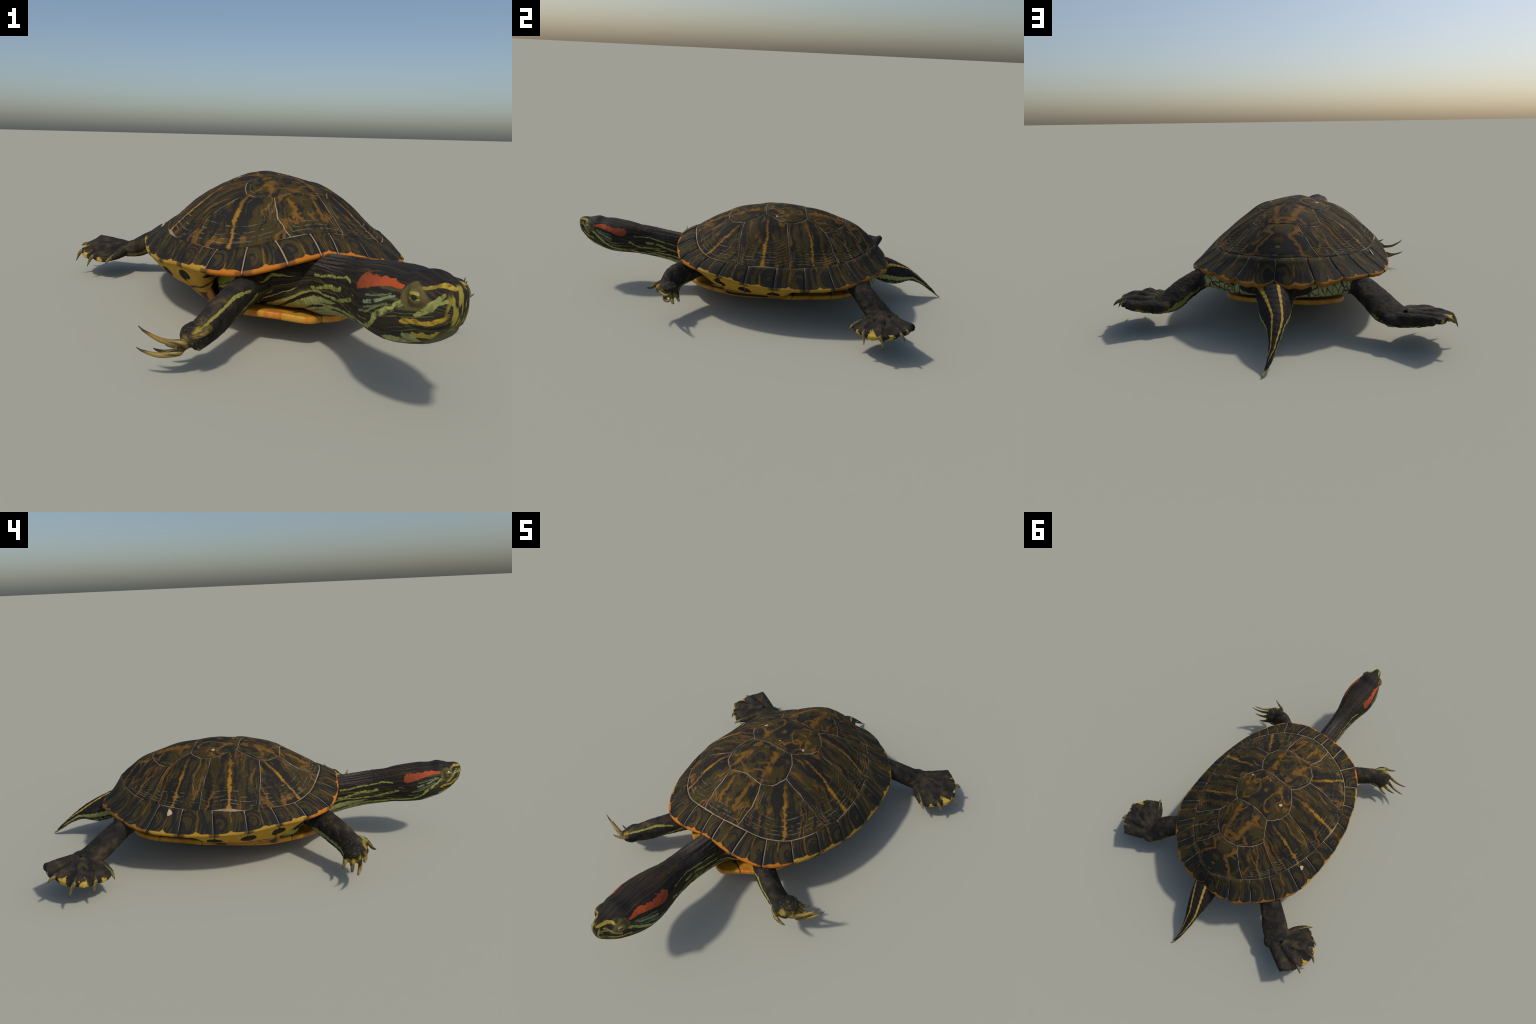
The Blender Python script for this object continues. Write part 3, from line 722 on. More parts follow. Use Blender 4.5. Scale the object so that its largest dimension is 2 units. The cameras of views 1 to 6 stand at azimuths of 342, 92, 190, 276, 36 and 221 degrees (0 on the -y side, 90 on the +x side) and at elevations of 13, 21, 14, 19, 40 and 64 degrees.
# ------------------------------------------------------------------ procedural materials
class T:
    """Tiny expression builder over shader nodes of one material."""
    def __init__(self, name, rough=.6, spec=.25):
        self.m = bpy.data.materials.new(name); self.m.use_nodes = True
        self.t = self.m.node_tree; self.b = self.t.nodes['Principled BSDF']
        self.b.inputs['Roughness'].default_value = rough; self.b.inputs['Specular IOR Level'].default_value = spec
        tc = self.t.nodes.new('ShaderNodeTexCoord'); self.obj = tc.outputs['Object']
        sp = self.t.nodes.new('ShaderNodeSeparateXYZ'); self.t.links.new(self.obj, sp.inputs[0])
        self.x, self.y, self.z = (X(self, sp.outputs[k]) for k in range(3))
        self.p = self.obj
    def put(self, sock, v):
        if isinstance(v, X): v = v.s
        if hasattr(v, 'is_output'): self.t.links.new(v, sock)
        elif isinstance(v, (tuple, list)): sock.default_value = (*v, 1) if len(v) == 3 and len(sock.default_value) == 4 else v
        else: sock.default_value = v
    def math(self, op, *a, clamp=False):
        n = self.t.nodes.new('ShaderNodeMath'); n.operation = op; n.use_clamp = clamp
        for i, v in enumerate(a): self.put(n.inputs[i], v)
        return X(self, n.outputs[0])
    def vec(self, x, y, z):
        n = self.t.nodes.new('ShaderNodeCombineXYZ')
        for i, v in enumerate((x, y, z)): self.put(n.inputs[i], v)
        return n.outputs[0]
    def noise(self, v, scale=1., detail=2., rough=.5, dist=0.):
        n = self.t.nodes.new('ShaderNodeTexNoise'); self.put(n.inputs['Vector'], v)
        n.inputs['Scale'].default_value = scale; n.inputs['Detail'].default_value = detail; n.inputs['Roughness'].default_value = rough; n.inputs['Distortion'].default_value = dist
        return X(self, n.outputs['Fac'])
    def voronoi(self, v, scale=1., feature='F1', rand=1.):
        n = self.t.nodes.new('ShaderNodeTexVoronoi'); n.feature = feature; self.put(n.inputs['Vector'], v); n.inputs['Scale'].default_value = scale; n.inputs['Randomness'].default_value = rand
        return X(self, n.outputs['Distance'])
    def step(self, lo, hi, v):
        n = self.t.nodes.new('ShaderNodeMapRange'); n.interpolation_type = 'SMOOTHSTEP'
        self.put(n.inputs['Value'], v); self.put(n.inputs['From Min'], lo); self.put(n.inputs['From Max'], hi)
        return X(self, n.outputs[0])
    def mix(self, f, a, b):
        n = self.t.nodes.new('ShaderNodeMix'); n.data_type = 'RGBA'
        self.put(n.inputs[0], f); self.put(n.inputs[6], a); self.put(n.inputs[7], b)
        return n.outputs[2]
    def ramp(self, f, stops):
        n = self.t.nodes.new('ShaderNodeValToRGB'); self.put(n.inputs[0], f)
        cr = n.color_ramp
        while len(cr.elements) < len(stops): cr.elements.new(.5)
        for e, (p, c) in zip(cr.elements, stops): e.position = p; e.color = (*c, 1)
        return n.outputs[0]
    def seg(self, q, pts, w0, w1=None, soft=.25):
        """Mask around a polyline; q and pts are tuples of 2 or 3 coordinates, width runs w0 -> w1."""
        out = None; w1 = w0 if w1 is None else w1; n = len(pts) - 1
        for i in range(n):
            a, b = pts[i], pts[i + 1]; L = sum((v - u) ** 2 for u, v in zip(a, b))
            d = [c - u for c, u in zip(q, a)]
            t = None
            for dc, u, v in zip(d, a, b):
                k = dc * ((v - u) / L); t = k if t is None else t + k
            t = t.clamp()
            r = None
            for dc, u, v in zip(d, a, b):
                e = dc - t * (v - u); e = e * e; r = e if r is None else r + e
            r = self.math('SQRT', r)
            wa, wb = w0 + (w1 - w0) * i / n, w0 + (w1 - w0) * (i + 1) / n
            w = t * (wb - wa) + wa
            k = r / w
            out = k if out is None else self.math('MINIMUM', out, k)
        return out                     # normalised distance, < 1 inside
    def inside(self, k, jag=0., soft=.2):
        return 1 - self.step(1 - soft, 1 + soft, k + jag)
    def bump(self, h, strength=.3, dist=.004):
        n = self.t.nodes.new('ShaderNodeBump'); n.inputs['Strength'].default_value = strength; n.inputs['Distance'].default_value = dist
        self.put(n.inputs['Height'], h); self.t.links.new(n.outputs[0], self.b.inputs['Normal'])
    def done(self, col):
        self.put(self.b.inputs['Base Color'], col); return self.m

class X:
    def __init__(self, t, s): self.t, self.s = t, s
    def _o(self, op, o, r=False): return self.t.math(op, o, self) if r else self.t.math(op, self, o)
    def __add__(self, o): return self._o('ADD', o)
    def __radd__(self, o): return self._o('ADD', o, True)
    def __sub__(self, o): return self._o('SUBTRACT', o)
    def __rsub__(self, o): return self._o('SUBTRACT', o, True)
    def __mul__(self, o): return self._o('MULTIPLY', o)
    def __rmul__(self, o): return self._o('MULTIPLY', o, True)
    def __truediv__(self, o): return self._o('DIVIDE', o)
    def __neg__(self): return self * -1.
    def abs(self): return self.t.math('ABSOLUTE', self)
    def clamp(self): return self.t.math('ADD', self, 0., clamp=True)
    def sin(self): return self.t.math('SINE', self)
    def max(self, o): return self.t.math('MAXIMUM', self, o)
    def min(self, o): return self.t.math('MINIMUM', self, o)

BLACK, UMBER, OLIVE, OCHRE, GOLD = (.019, .018, .016), (.036, .026, .013), (.053, .041, .013), (.165, .078, .014), (.40, .19, .017)

def horn_base(t, streak, lines):
    """Layered black / umber / olive horn from a streak field, with nested wavy ochre lines drawn over it."""
    col = t.ramp(streak, [(.34, BLACK), (.465, BLACK), (.505, UMBER), (.55, OLIVE), (.61, (.044, .033, .014)), (.69, (.066, .044, .013))])
    return t.mix(lines, col, OCHRE)

def wavy_lines(t, xw, y, s, along, freq=30.):
    """Contour lines of a stretched noise: nested loops running with the grain."""
    f = t.noise(t.vec(xw * 1.7, y * along, s + 31), 1., 1, .4)
    c = (f * freq).sin()
    gate = t.noise(t.vec(xw * 1.3, y * along, s + 17), 1.6, 2)
    return c, t.step(.50, .90, c) * t.step(.45, .58, gate)

def costal_material(k, line=False):
    t = T('costal_horn', .78, .10)
    s = 3.7 * k + 1
    rv = X(t, t.t.nodes.new('ShaderNodeObjectInfo').outputs['Random']) * 17.
    w1 = t.noise(t.vec(t.x, t.y, rv + s), 1.9, 2) - .5
    w2 = t.noise(t.vec(t.x, t.y, rv + s + 5), 7., 3) - .5
    xw = t.x + w1 * .55 + w2 * .16
    streak = t.noise(t.vec(xw * 4.6, t.y * .75, rv + s + 9), 1., 3, .6)
    fine = t.noise(t.vec(xw * 24, t.y * 4.5, rv + s + 2), 1., 3, .65) - .5
    arc = t.math('SQRT', (t.x * .62) * (t.x * .62) + (t.y + .25) * (t.y + .25)) + w2 * .06 + w1 * .05
    rings = (arc * 80.).sin() * t.step(.55, .95, arc)
    c, lin = wavy_lines(t, xw, t.y, rv + s, .55, 34.)
    col = horn_base(t, streak + fine * .17 + rings * .022 + c * .022, lin * (.80 + fine))
    # black flames on both sides of the middle stripe
    ax = xw.abs()
    flame = t.step(.06, .13, ax) * (1 - t.step(.22, .42, ax + (t.noise(t.vec(xw * 2, t.y * 2, rv), 1.6, 3) - .5) * 1.0))
    col = t.mix(flame * t.step(.40, .56, t.noise(t.vec(t.x * 2.6, t.y * 1.3, rv + 3), 1.2, 3)), col, BLACK)
    # the gold stripe down the middle
    wid = .036 + (t.noise(t.vec(0., t.y * 4.0, rv), 1.6, 3) - .45) * .17
    jag = (t.noise(t.vec(t.x * 3, t.y * 12, rv), 1.4, 2) - .5) * .14
    xm = t.x + w1 * .26 + jag - (.03, 0, -.05, .02)[k]
    if k == 3: xm = xm.abs() - .24 * (1 - t.step(-.1, .55, t.y))
    stripe = (1 - t.step(-.03, .03, xm.abs() - wid)) * t.step(-.42, -.22, t.y)
    gold = t.mix(t.step(-.15, .30, t.y + w1 * .7), OCHRE, t.mix(t.noise(t.obj, 5., 2), (.25, .12, .014), GOLD))
    col = t.mix(stripe * (.85, 1., .80, .45)[k], col, gold)
    # pale growth hairlines, scratches and mineral specks
    hair = t.step(.93, .98, (arc * 34. + w1 * 4. + w2 * 2.).sin()) * t.step(.50, .70, arc) * t.step(.50, .62, t.noise(t.vec(t.x, t.y, rv + 8), 4.5, 2))
    col = t.mix(hair * .32, col, (.20, .175, .115))
    spk = t.noise(t.obj, 34., 2, .6)
    col = t.mix(t.step(.70, .76, spk) * t.step(.42, .62, t.noise(t.obj, 2.3, 2)) * .55, col, (.19, .18, .165))
    if line:
        brk = t.step(.42, .60, t.noise(t.vec(t.x, t.y, s + 7), 5.0, 2))
        col = t.mix(brk * .55, col, (.22, .19, .125))
    t.bump(fine * .8 + rings * .35 + spk * .8 + hair * -.8, .55, .0035)
    return t.done(col)

def vertebral_material(k, line=False):
    t = T('vertebral_horn', .78, .10)
    s = 2.9 * k + 11
    w1 = t.noise(t.vec(t.x, t.y, s), 2.0, 2) - .5
    w2 = t.noise(t.vec(t.x, t.y, s + 5), 7., 3) - .5
    sx = t.math('SQRT', t.x * t.x + .0025) + t.x * .16 + w1 * .55 + w2 * .15
    streak = t.noise(t.vec(sx * 4.6, t.y * .95 + sx * .3, s + 9), 1., 3, .6)
    fine = t.noise(t.vec(sx * 22, t.y * 5, s + 2), 1., 3, .65) - .5
    c, lin = wavy_lines(t, sx, t.y, s, .7, 40.)
    col = horn_base(t, streak + .015 + fine * .16 + c * .025, lin * (.80 + fine))
    ax = t.math('SQRT', t.x * t.x + .002) + w1 * .30 + w2 * .14
    gate = t.step(.40, .56, t.noise(t.vec(t.x * 1.6, t.y * 1.6, s + 3.), 1.6, 2) + .03)
    def band(cc, w, f=1.):
        return (1 - t.step(-.03, .05, (ax - cc).abs() - w - w2 * .10)) * f
    r = None
    if k == 0: m = band(.40 + t.y * .02, .050, t.step(-.85, -.6, t.y) * (1 - t.step(.40, .65, t.y + w1)))
    elif k == 1: m = band(.40 - t.y * .16, .075, t.step(-.85, -.5, t.y + w1)) * gate
    elif k == 2:
        rr = t.math('SQRT', (ax - .42) * (ax - .42) * 5.5 + (t.y + w1 * .3) * (t.y + w1 * .3))
        m = (1 - t.step(.01, .08, (rr - .50 + w2 * .2).abs())) * gate
    elif k == 3: m = band(.32 - t.y * .12, .060, t.step(-.95, -.6, t.y)) * (gate * .5 + .5)
    else:
        m = band(.26 + (t.y + .25).abs() * .42, .040, 1 - t.step(.55, .8, t.y))
        r = t.math('SQRT', t.x * t.x * 1.4 + (t.y - .45) * (t.y - .45)) + w2 * .10 + w1 * .06
        arcs = t.step(-.1, .5, (r * 30.).sin()) * t.step(.26, .32, r) * (1 - t.step(.75, .95, r))
        col = t.mix(arcs * .6, col, BLACK)
        col = t.mix(1 - t.step(.17, .25, r), col, BLACK)
    tint = t.mix(t.noise(t.obj, 3., 3), (.14, .060, .012), (.21, .11, .016))
    col = t.mix(m * .85, col, tint)
    if k == 4: col = t.mix(1 - t.step(.04, .09, r), col, (.10, .08, .02))
    spk = t.noise(t.obj, 34., 2, .6)
    col = t.mix(t.step(.70, .77, spk) * .42, col, (.18, .165, .14))
    if line:
        brk = t.step(.42, .60, t.noise(t.vec(t.x, t.y, s + 7), 5.0, 2))
        col = t.mix(brk * .55, col, (.22, .19, .125))
    t.bump(fine * .8 + spk * .8 + c * .15, .40, .003)
    return t.done(col)

def marginal_materials(zone):
    """zone 0 front, 1 side, 2 rear: (top, edge, underside)."""
    rim = ((.46, .15, .016), (.38, .22, .030), (.27, .115, .018))[zone]
    out = []
    for part in range(3):
        t = T(('marginal_horn', 'rim_edge', 'rim_underside')[part], .75, .10)
        s = zone * 4.1 + 20
        rnd = t.t.nodes.new('ShaderNodeObjectInfo').outputs['Random']
        rv = X(t, rnd) * 30.
        w1 = t.noise(t.vec(t.x, t.y, rv), 1.5, 2) - .5
        w2 = t.noise(t.vec(t.x, t.y, rv + 4.), 6., 2) - .5
        if part == 0:
            xw = t.x + w1 * .5 + w2 * .08
            r = t.math('SQRT', (xw - .62) * (xw - .62) + (t.y - .55) * (t.y - .55) * 1.5)
            r = r + w1 * .22 + w2 * .05
            streak = t.noise(t.vec(r * 3.2, t.y * .6 + rv, s), 1., 3, .6)
            arcs = (r * 27. + w1 * 6.).sin() * t.step(.35, .55, t.noise(t.vec(t.x, t.y, rv + 9.), 1.4, 1))
            fine = t.noise(t.vec(xw * 20, t.y * 6, rv), 1., 2, .6) - .5
            col = horn_base(t, streak - .005 + arcs * .040 + fine * .15, t.step(.75, 1., arcs) * t.step(.5, .65, t.noise(t.vec(t.x, t.y, rv + 2.), 1.8, 2)) * .35)
            blot = t.math('SQRT', (t.x.abs() - 1.) * (t.x.abs() - 1.) * 1.6 + (t.y - .78) * (t.y - .78) * 1.7) + w1 * .35
            col = t.mix(1 - t.step(.40, .55, blot), col, BLACK)
            line = 1 - t.step(-.02, .05, (t.x + w1 * .34 + w2 * .08 + .05).abs() - .030 - w2 * .08)
            col = t.mix(line * t.step(.40, .62, t.noise(t.vec(0., t.y, rv), 2., 1) + .06) * .65, col, (.20, .105, .016))
            spread = t.math('EXPONENT', (t.x + .05) * (t.x + .05) * -30.)
            e = t.y + spread * .085 + w2 * .10 + t.step(.75, 1., t.x.abs()) * -.05
            col = t.mix(t.step(.980, 1.005, e), col, rim)
            pl = t.noise(t.obj, 30., 2, .6)
            col = t.mix(t.step(.70, .78, pl) * .4, col, (.16, .15, .14))
            t.bump(fine + arcs * .12 + pl * .6, .25, .003)
        elif part == 1:
            seam = t.step(.66, .90, t.x.abs() + w1 * .5)
            col = t.mix(seam * (.55, .8, .25)[zone], rim, (.03, .024, .016))
            col = t.mix(t.step(.55, .75, t.noise(t.obj, 9., 2)) * .5, col, (.22, .11, .02))
        else:
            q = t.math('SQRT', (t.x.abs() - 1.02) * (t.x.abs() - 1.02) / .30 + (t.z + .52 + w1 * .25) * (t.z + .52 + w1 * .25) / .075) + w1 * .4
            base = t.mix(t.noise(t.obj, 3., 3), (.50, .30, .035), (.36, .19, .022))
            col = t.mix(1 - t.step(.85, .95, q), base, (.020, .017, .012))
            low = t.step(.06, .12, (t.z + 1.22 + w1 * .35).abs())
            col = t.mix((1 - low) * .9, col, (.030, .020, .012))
            col = t.mix(t.step(.66, .72, t.noise(t.vec(t.x * 2, t.y * 14, rv), 2., 2)) * .45, col, (.16, .07, .015))
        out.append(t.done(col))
    return out

def stained_marginal():
    pass

def plain_horn(name, base, dark, scale=12., amount=.5):
    t = T(name, .6, .25)
    n = t.noise(t.obj, scale, 3)
    return t.done(t.mix(t.step(.45, .7, n) * amount, base, dark))

def plastron_material():
    t = T('belly_horn', .5, .3)
    w = t.noise(t.obj, 1.4, 2) - .5
    r = t.math('SQRT', t.x * t.x + t.y * t.y * 1.3) + w * .9
    col = t.mix(t.noise(t.obj, 2.5, 3), (.56, .30, .025), (.42, .20, .018))
    col = t.mix((1 - t.step(.36, .52, r)) * (1 - t.step(.05, .08, t.z)), col, (.035, .022, .012))
    edge = t.noise(t.vec(t.x, t.y, 3.), 2.2, 2)
    col = t.mix(t.step(.52, .66, edge) * .75, col, (.50, .12, .015))
    col = t.mix(t.step(.62, .70, t.noise(t.obj, 9., 2)) * .4, col, (.16, .06, .012))
    t.bump(t.noise(t.obj, 14., 3), .2, .003)
    return t.done(col)

def bridge_material():
    t = T('bridge_horn', .55, .25)
    w = t.noise(t.obj, 9., 2) - .5
    n = t.noise(t.vec(t.x * 60, t.y * 9, t.z * 60), 1., 3)
    col = t.mix(n, (.42, .20, .035), (.26, .085, .018))
    blot = t.noise(t.vec(t.x * 5, t.y * 11, t.z * 5), 1., 2)
    col = t.mix(t.step(.50, .56, blot + w * .1), col, (.032, .020, .011))
    return t.done(col)

SKIN, SKIN2 = (.021, .018, .015), (.046, .036, .022)
LIME, PALEG = (.30, .30, .065), (.32, .34, .15)

def skin_grain(t, scale=1.):
    v = t.voronoi(t.obj, 150. * scale, 'F1')
    n = t.noise(t.obj, 90. * scale, 2, .6)
    return v, n

def neck_skin(t):
    """Colour of the head, neck and chest."""
    x, y, z = t.x, t.y, t.z
    ax = t.math('SQRT', x * x + 1e-5)
    zc = .245 - (y + .5) * .115
    phi = t.math('ARCTAN2', ax, z - zc) * (1 / math.pi)         # 0 crown .. 1 throat
    side = t.step(-.002, .002, x)
    w = (t.noise(t.vec(x * 8, y * 9, z * 8), 1.6, 2) - .5)
    wf = (t.noise(t.obj, 55., 2) - .5)
    pw = phi + w * .07 + wf * .018
    # dark streaked crown
    st = t.noise(t.vec(pw * 34, y * 5, side * 7.), 1., 3, .6)
    col = t.ramp(st, [(.30, (.013, .012, .011)), (.50, SKIN), (.60, (.040, .027, .015)), (.72, (.085, .052, .022))])
    nape = t.step(-.64, -.50, y) * (1 - t.step(.30, .52, phi)) * t.step(.40, .60, st)
    col = t.mix(nape * .75, col, (.095, .078, .066))
    # many narrow stripes on the sides and throat
    f = t.noise(t.vec(pw * 21., y * 3.4, side * 9. + 3.), 1., 3, .55)
    dens = t.step(.36, .95, phi) * (t.step(-.76, -.52, y) * .65 + .35) + t.step(-.44, -.34, y) * t.step(.30, .45, phi) * .45
    thr = .685 - dens * .190
    strp = t.step(thr, thr + .035, f) * t.step(.31, .37, phi)
    f2 = t.noise(t.vec(pw * 40., y * 3., side * 5. + 8.), 1., 2, .5)
    fine = t.step(.56, .62, f2) * t.step(.45, .62, phi) * .55
    lime = t.mix(t.step(.6, 1., phi + w * .3), LIME, PALEG)
    col = t.mix(fine * .7, col, t.mix(.5, lime, SKIN2))
    col = t.mix(strp, col, lime)
    # pale throat
    col = t.mix(t.step(.86, .93, phi + w * .10) * (.75 - t.step(.55, .62, f2) * .5), col, PALEG)
    w3 = t.noise(t.obj, 130., 1) - .5
    q = (y + w * .022 + wf * .004, z + w * .020 + wf * .006 + w3 * .0022)
    sd = t.step(.018, .026, ax)
    def draw(col, pts, w0, w1, c, jag=1.1, gate=None):
        m = t.inside(t.seg(q, pts, w0, w1), wf * jag * 1.3 + w * jag * .9, .20) * (sd if gate is None else gate)
        return t.mix(m * t.step(-.32, .0, wf + w * .8), col, t.mix(t.step(-.02, .25, w + wf), c, tuple(v * .5 for v in c)))
    # face: black ground between the stripes
    face = (1 - t.step(-.86, -.80, y + w * .05)) * t.step(.28, .40, phi)
    col = t.mix(face * .72, col, t.mix(t.step(.5, .6, f2), (.022, .020, .015), (.095, .095, .035)))
    col = draw(col, [(-.453, .240), (-.502, .249), (-.570, .263), (-.642, .283), (-.686, .284)], .0036, .0030, LIME)
    col = draw(col, [(-.448, .199), (-.517, .222), (-.565, .235), (-.622, .246)], .0042, .0062, LIME)
    col = draw(col, [(-.560, .205), (-.650, .222), (-.712, .250)], .0034, .0056, LIME)
    col = draw(col, [(-.914, .304), (-.883, .281), (-.858, .262), (-.827, .237), (-.785, .213), (-.722, .197), (-.60, .180), (-.49, .158)], .0068, .0042, (.36, .37, .10))
    col = draw(col, [(-.799, .274), (-.835, .281), (-.869, .299), (-.886, .311)], .0048, .0028, (.20, .25, .13))
    col = draw(col, [(-.80, .262), (-.845, .272), (-.875, .288)], .0022, .0022, (.15, .18, .09))
    col = draw(col, [(-.915, .232), (-.880, .215), (-.84, .198)], .0085, .0060, (.34, .36, .14))
    col = draw(col, [(-.870, .240), (-.845, .222), (-.82, .215)], .0060, .0040, (.030, .026, .016))
    for pts, a, b, c in (([(-.800, .290), (-.840, .297), (-.878, .312)], .0024, .0016, (.13, .16, .08)), ([(-.775, .245), (-.815, .255), (-.850, .275)], .0022, .0030, (.16, .18, .075)),
                         ([(-.76, .228), (-.80, .235)], .0022, .0022, (.20, .20, .07)), ([(-.905, .222), (-.87, .203), (-.82, .186)], .0030, .0030, (.32, .34, .15)),
                         ([(-.945, .300), (-.965, .318), (-.985, .325)], .0045, .0040, (.33, .34, .11)), ([(-.90, .288), (-.875, .262), (-.862, .240)], .0030, .0018, (.030, .026, .014)),
                         ([(-.965, .258), (-.94, .256), (-.91, .250)], .0028, .0022, (.030, .026, .012)), ([(-.955, .232), (-.93, .224), (-.90, .216)], .0030, .0026, (.030, .026, .014))):
        col = draw(col, pts, a, b, c)
    # jaws
    col = draw(col, [(-.995, .300), (-.979, .288), (-.955, .272), (-.909, .262)], .0052, .0050, (.42, .27, .030))
    col = draw(col, [(-.985, .262), (-.955, .246), (-.925, .240)], .0055, .0045, (.38, .30, .045))
    col = draw(col, [(-.975, .335), (-.958, .303), (-.935, .283)], .0048, .0040, (.27, .27, .080))
    col = draw(col, [(-1.0, .318), (-.985, .300), (-.965, .288)], .0040, .0040, (.030, .026, .012))
    col = draw(col, [(-.989, .350), (-.957, .350), (-.940, .343)], .0034, .0034, (.42, .30, .040), .35, t.step(.006, .012, ax))
    beak = 1 - t.step(-.992, -.980, y)
    col = t.mix(beak * t.step(.48, .56, t.noise(t.vec(x * 150, 0., z * 22), 1., 2)) * .7, col, (.33, .28, .045))
    # mouth slit
    # eyelid ring
    le = t.math('SQRT', (y + .929) * (y + .929) + (z - .321) * (z - .321)) + wf * .006 + w * .020
    lid = (1 - t.step(.027, .031, le)) * sd
    col = t.mix(lid, col, t.mix(t.noise(t.obj, 60., 2), (.050, .042, .016), (.16, .125, .046)))
    # the red ear stripe
    e0 = t.seg(q, [(-.893, .334), (-.855, .331), (-.800, .318), (-.752, .304)], .0055, .0165)
    m = t.inside(e0, wf * .9 + w * .9 + w3 * .5, .12) * t.step(.030, .036, ax)
    red = t.mix(t.step(-.88, -.75, y + w * .06), (.42, .075, .020), (.28, .060, .020))
    col = t.mix(m, col, red)
    return col, st

def head_material():
    t = T('head_skin', .68, .14)
    col, st = neck_skin(t)
    v, n = skin_grain(t)
    t.bump(n * .8 + v * .5 + st * .6, .30, .0035)
    return t.done(col)

def torso_material():
    t = T('body_skin', .7, .12)
    x, y, z = t.x, t.y, t.z
    zc = .245 - (y + .5) * .115
    w = t.noise(t.obj, 9., 2) - .5
    wf = t.noise(t.obj, 45., 2) - .5
    ax = x.abs()
    chest, st = neck_skin(t)
    # rump: upright scales with dark joints
    cell = t.voronoi(t.vec(x * 46 + w * 2, y * 20, z * 20 + w * 2), 1., 'DISTANCE_TO_EDGE')
    rump = t.mix(t.step(.02, .10, cell + wf * .12 + w * .06), (.030, .026, .016), t.mix(t.noise(t.obj, 26., 2), (.34, .35, .15), (.19, .20, .085)))
    col = t.mix(t.step(.05, .25, y), chest, rump)
    v, n = skin_grain(t)
    t.bump(cell * 2. * t.step(.05, .25, y) + n * .6, .4, .005)
    return t.done(col)

def tail_material():
    t = T('tail_skin', .72, .12)
    x, y, z = t.x, t.y, t.z
    w = t.noise(t.obj, 22., 2) - .5
    wf = t.noise(t.obj, 70., 2) - .5
    k = (y - .69).max(-.09)
    xc = ((k * -.262) - .008).max(-.041) + (y - .92).max(0.) * .30
    hw = (.068 - k * .245).max(.037 - (y - .817) * .195).max(.004)
    hw = hw.min(.085)
    u = (x - xc) / hw
    zt = (.226 - (y - .69) * .50).min(.150 - (y - .825) * .78 + .01)
    zb = (.072 + (y - .75).max(0.) * .20).min(.092 - (y - .83) * .52)
    h = (z - zb) / (zt - zb).max(.004)                            # 0 underside .. 1 back
    st = t.noise(t.vec(u * 5, y * 10, h * 4), 1., 3)
    col = t.ramp(st, [(.35, (.016, .014, .013)), (.55, SKIN), (.70, (.045, .033, .020))])
    rings = (y * 260. + w * 3.).sin()
    top = t.step(.50, .58, h)
    jag = rings * .018 + wf * .05
    uL = .70 - (y - .69).max(0.) * 1.45; uR = -.24 - (y - .69).max(0.) * 2.2
    uR = uR.max(-.60 + (y - .86).max(0.) * 2.)
    gold = t.mix(t.step(.62, .72, t.noise(t.vec(y * 60, u, 0.), 1., 1)), (.42, .26, .040), (.42, .30, .20))
    for uu in (uL, uR):
        m = (1 - t.step(.07, .12, (u - uu).abs() + jag)) * top
        col = t.mix(m, col, gold)
    # side stripe and mottled underside
    hs = .40 + w * .08 + rings * .012
    sidem = (1 - t.step(.07, .11, (h - hs).abs())) * t.step(.45, .60, u.abs() + .1) * (1 - t.step(.90, .95, y))
    cell = t.voronoi(t.vec(x * 48, y * 30 + w * 2, z * 48), 1., 'DISTANCE_TO_EDGE')
    under = t.mix(t.step(.07, .16, cell + w * .1), (.030, .026, .016), t.mix(t.noise(t.obj, 26., 2), (.32, .33, .14), (.17, .18, .08)))
    col = t.mix((1 - t.step(.20, .30, h + w * .12)) * (1 - t.step(.80, .84, y)), col, under)
    col = t.mix((1 - t.step(.10, .24, h + w * .10)) * t.step(.80, .84, y), col, (.28, .26, .09))
    col = t.mix(sidem, col, (.30, .31, .11))
    v, n = skin_grain(t)
    t.bump(rings * .35 + n * .8 + v * .4, .35, .0035)
    return t.done(col)

def leg_frames(chain, side, a, b):
    P = np.array([V(*c) for c in chain]); Tn = np.gradient(P, axis=0); Tn /= np.linalg.norm(Tn, axis=1)[:, None]
    S = np.asarray(side) - Tn * (Tn @ np.asarray(side))[:, None]; S /= np.linalg.norm(S, axis=1)[:, None]
    U = np.cross(S, Tn)
    U *= np.sign(U[:, 2] + 1e-9)[:, None]
    return P, S, U

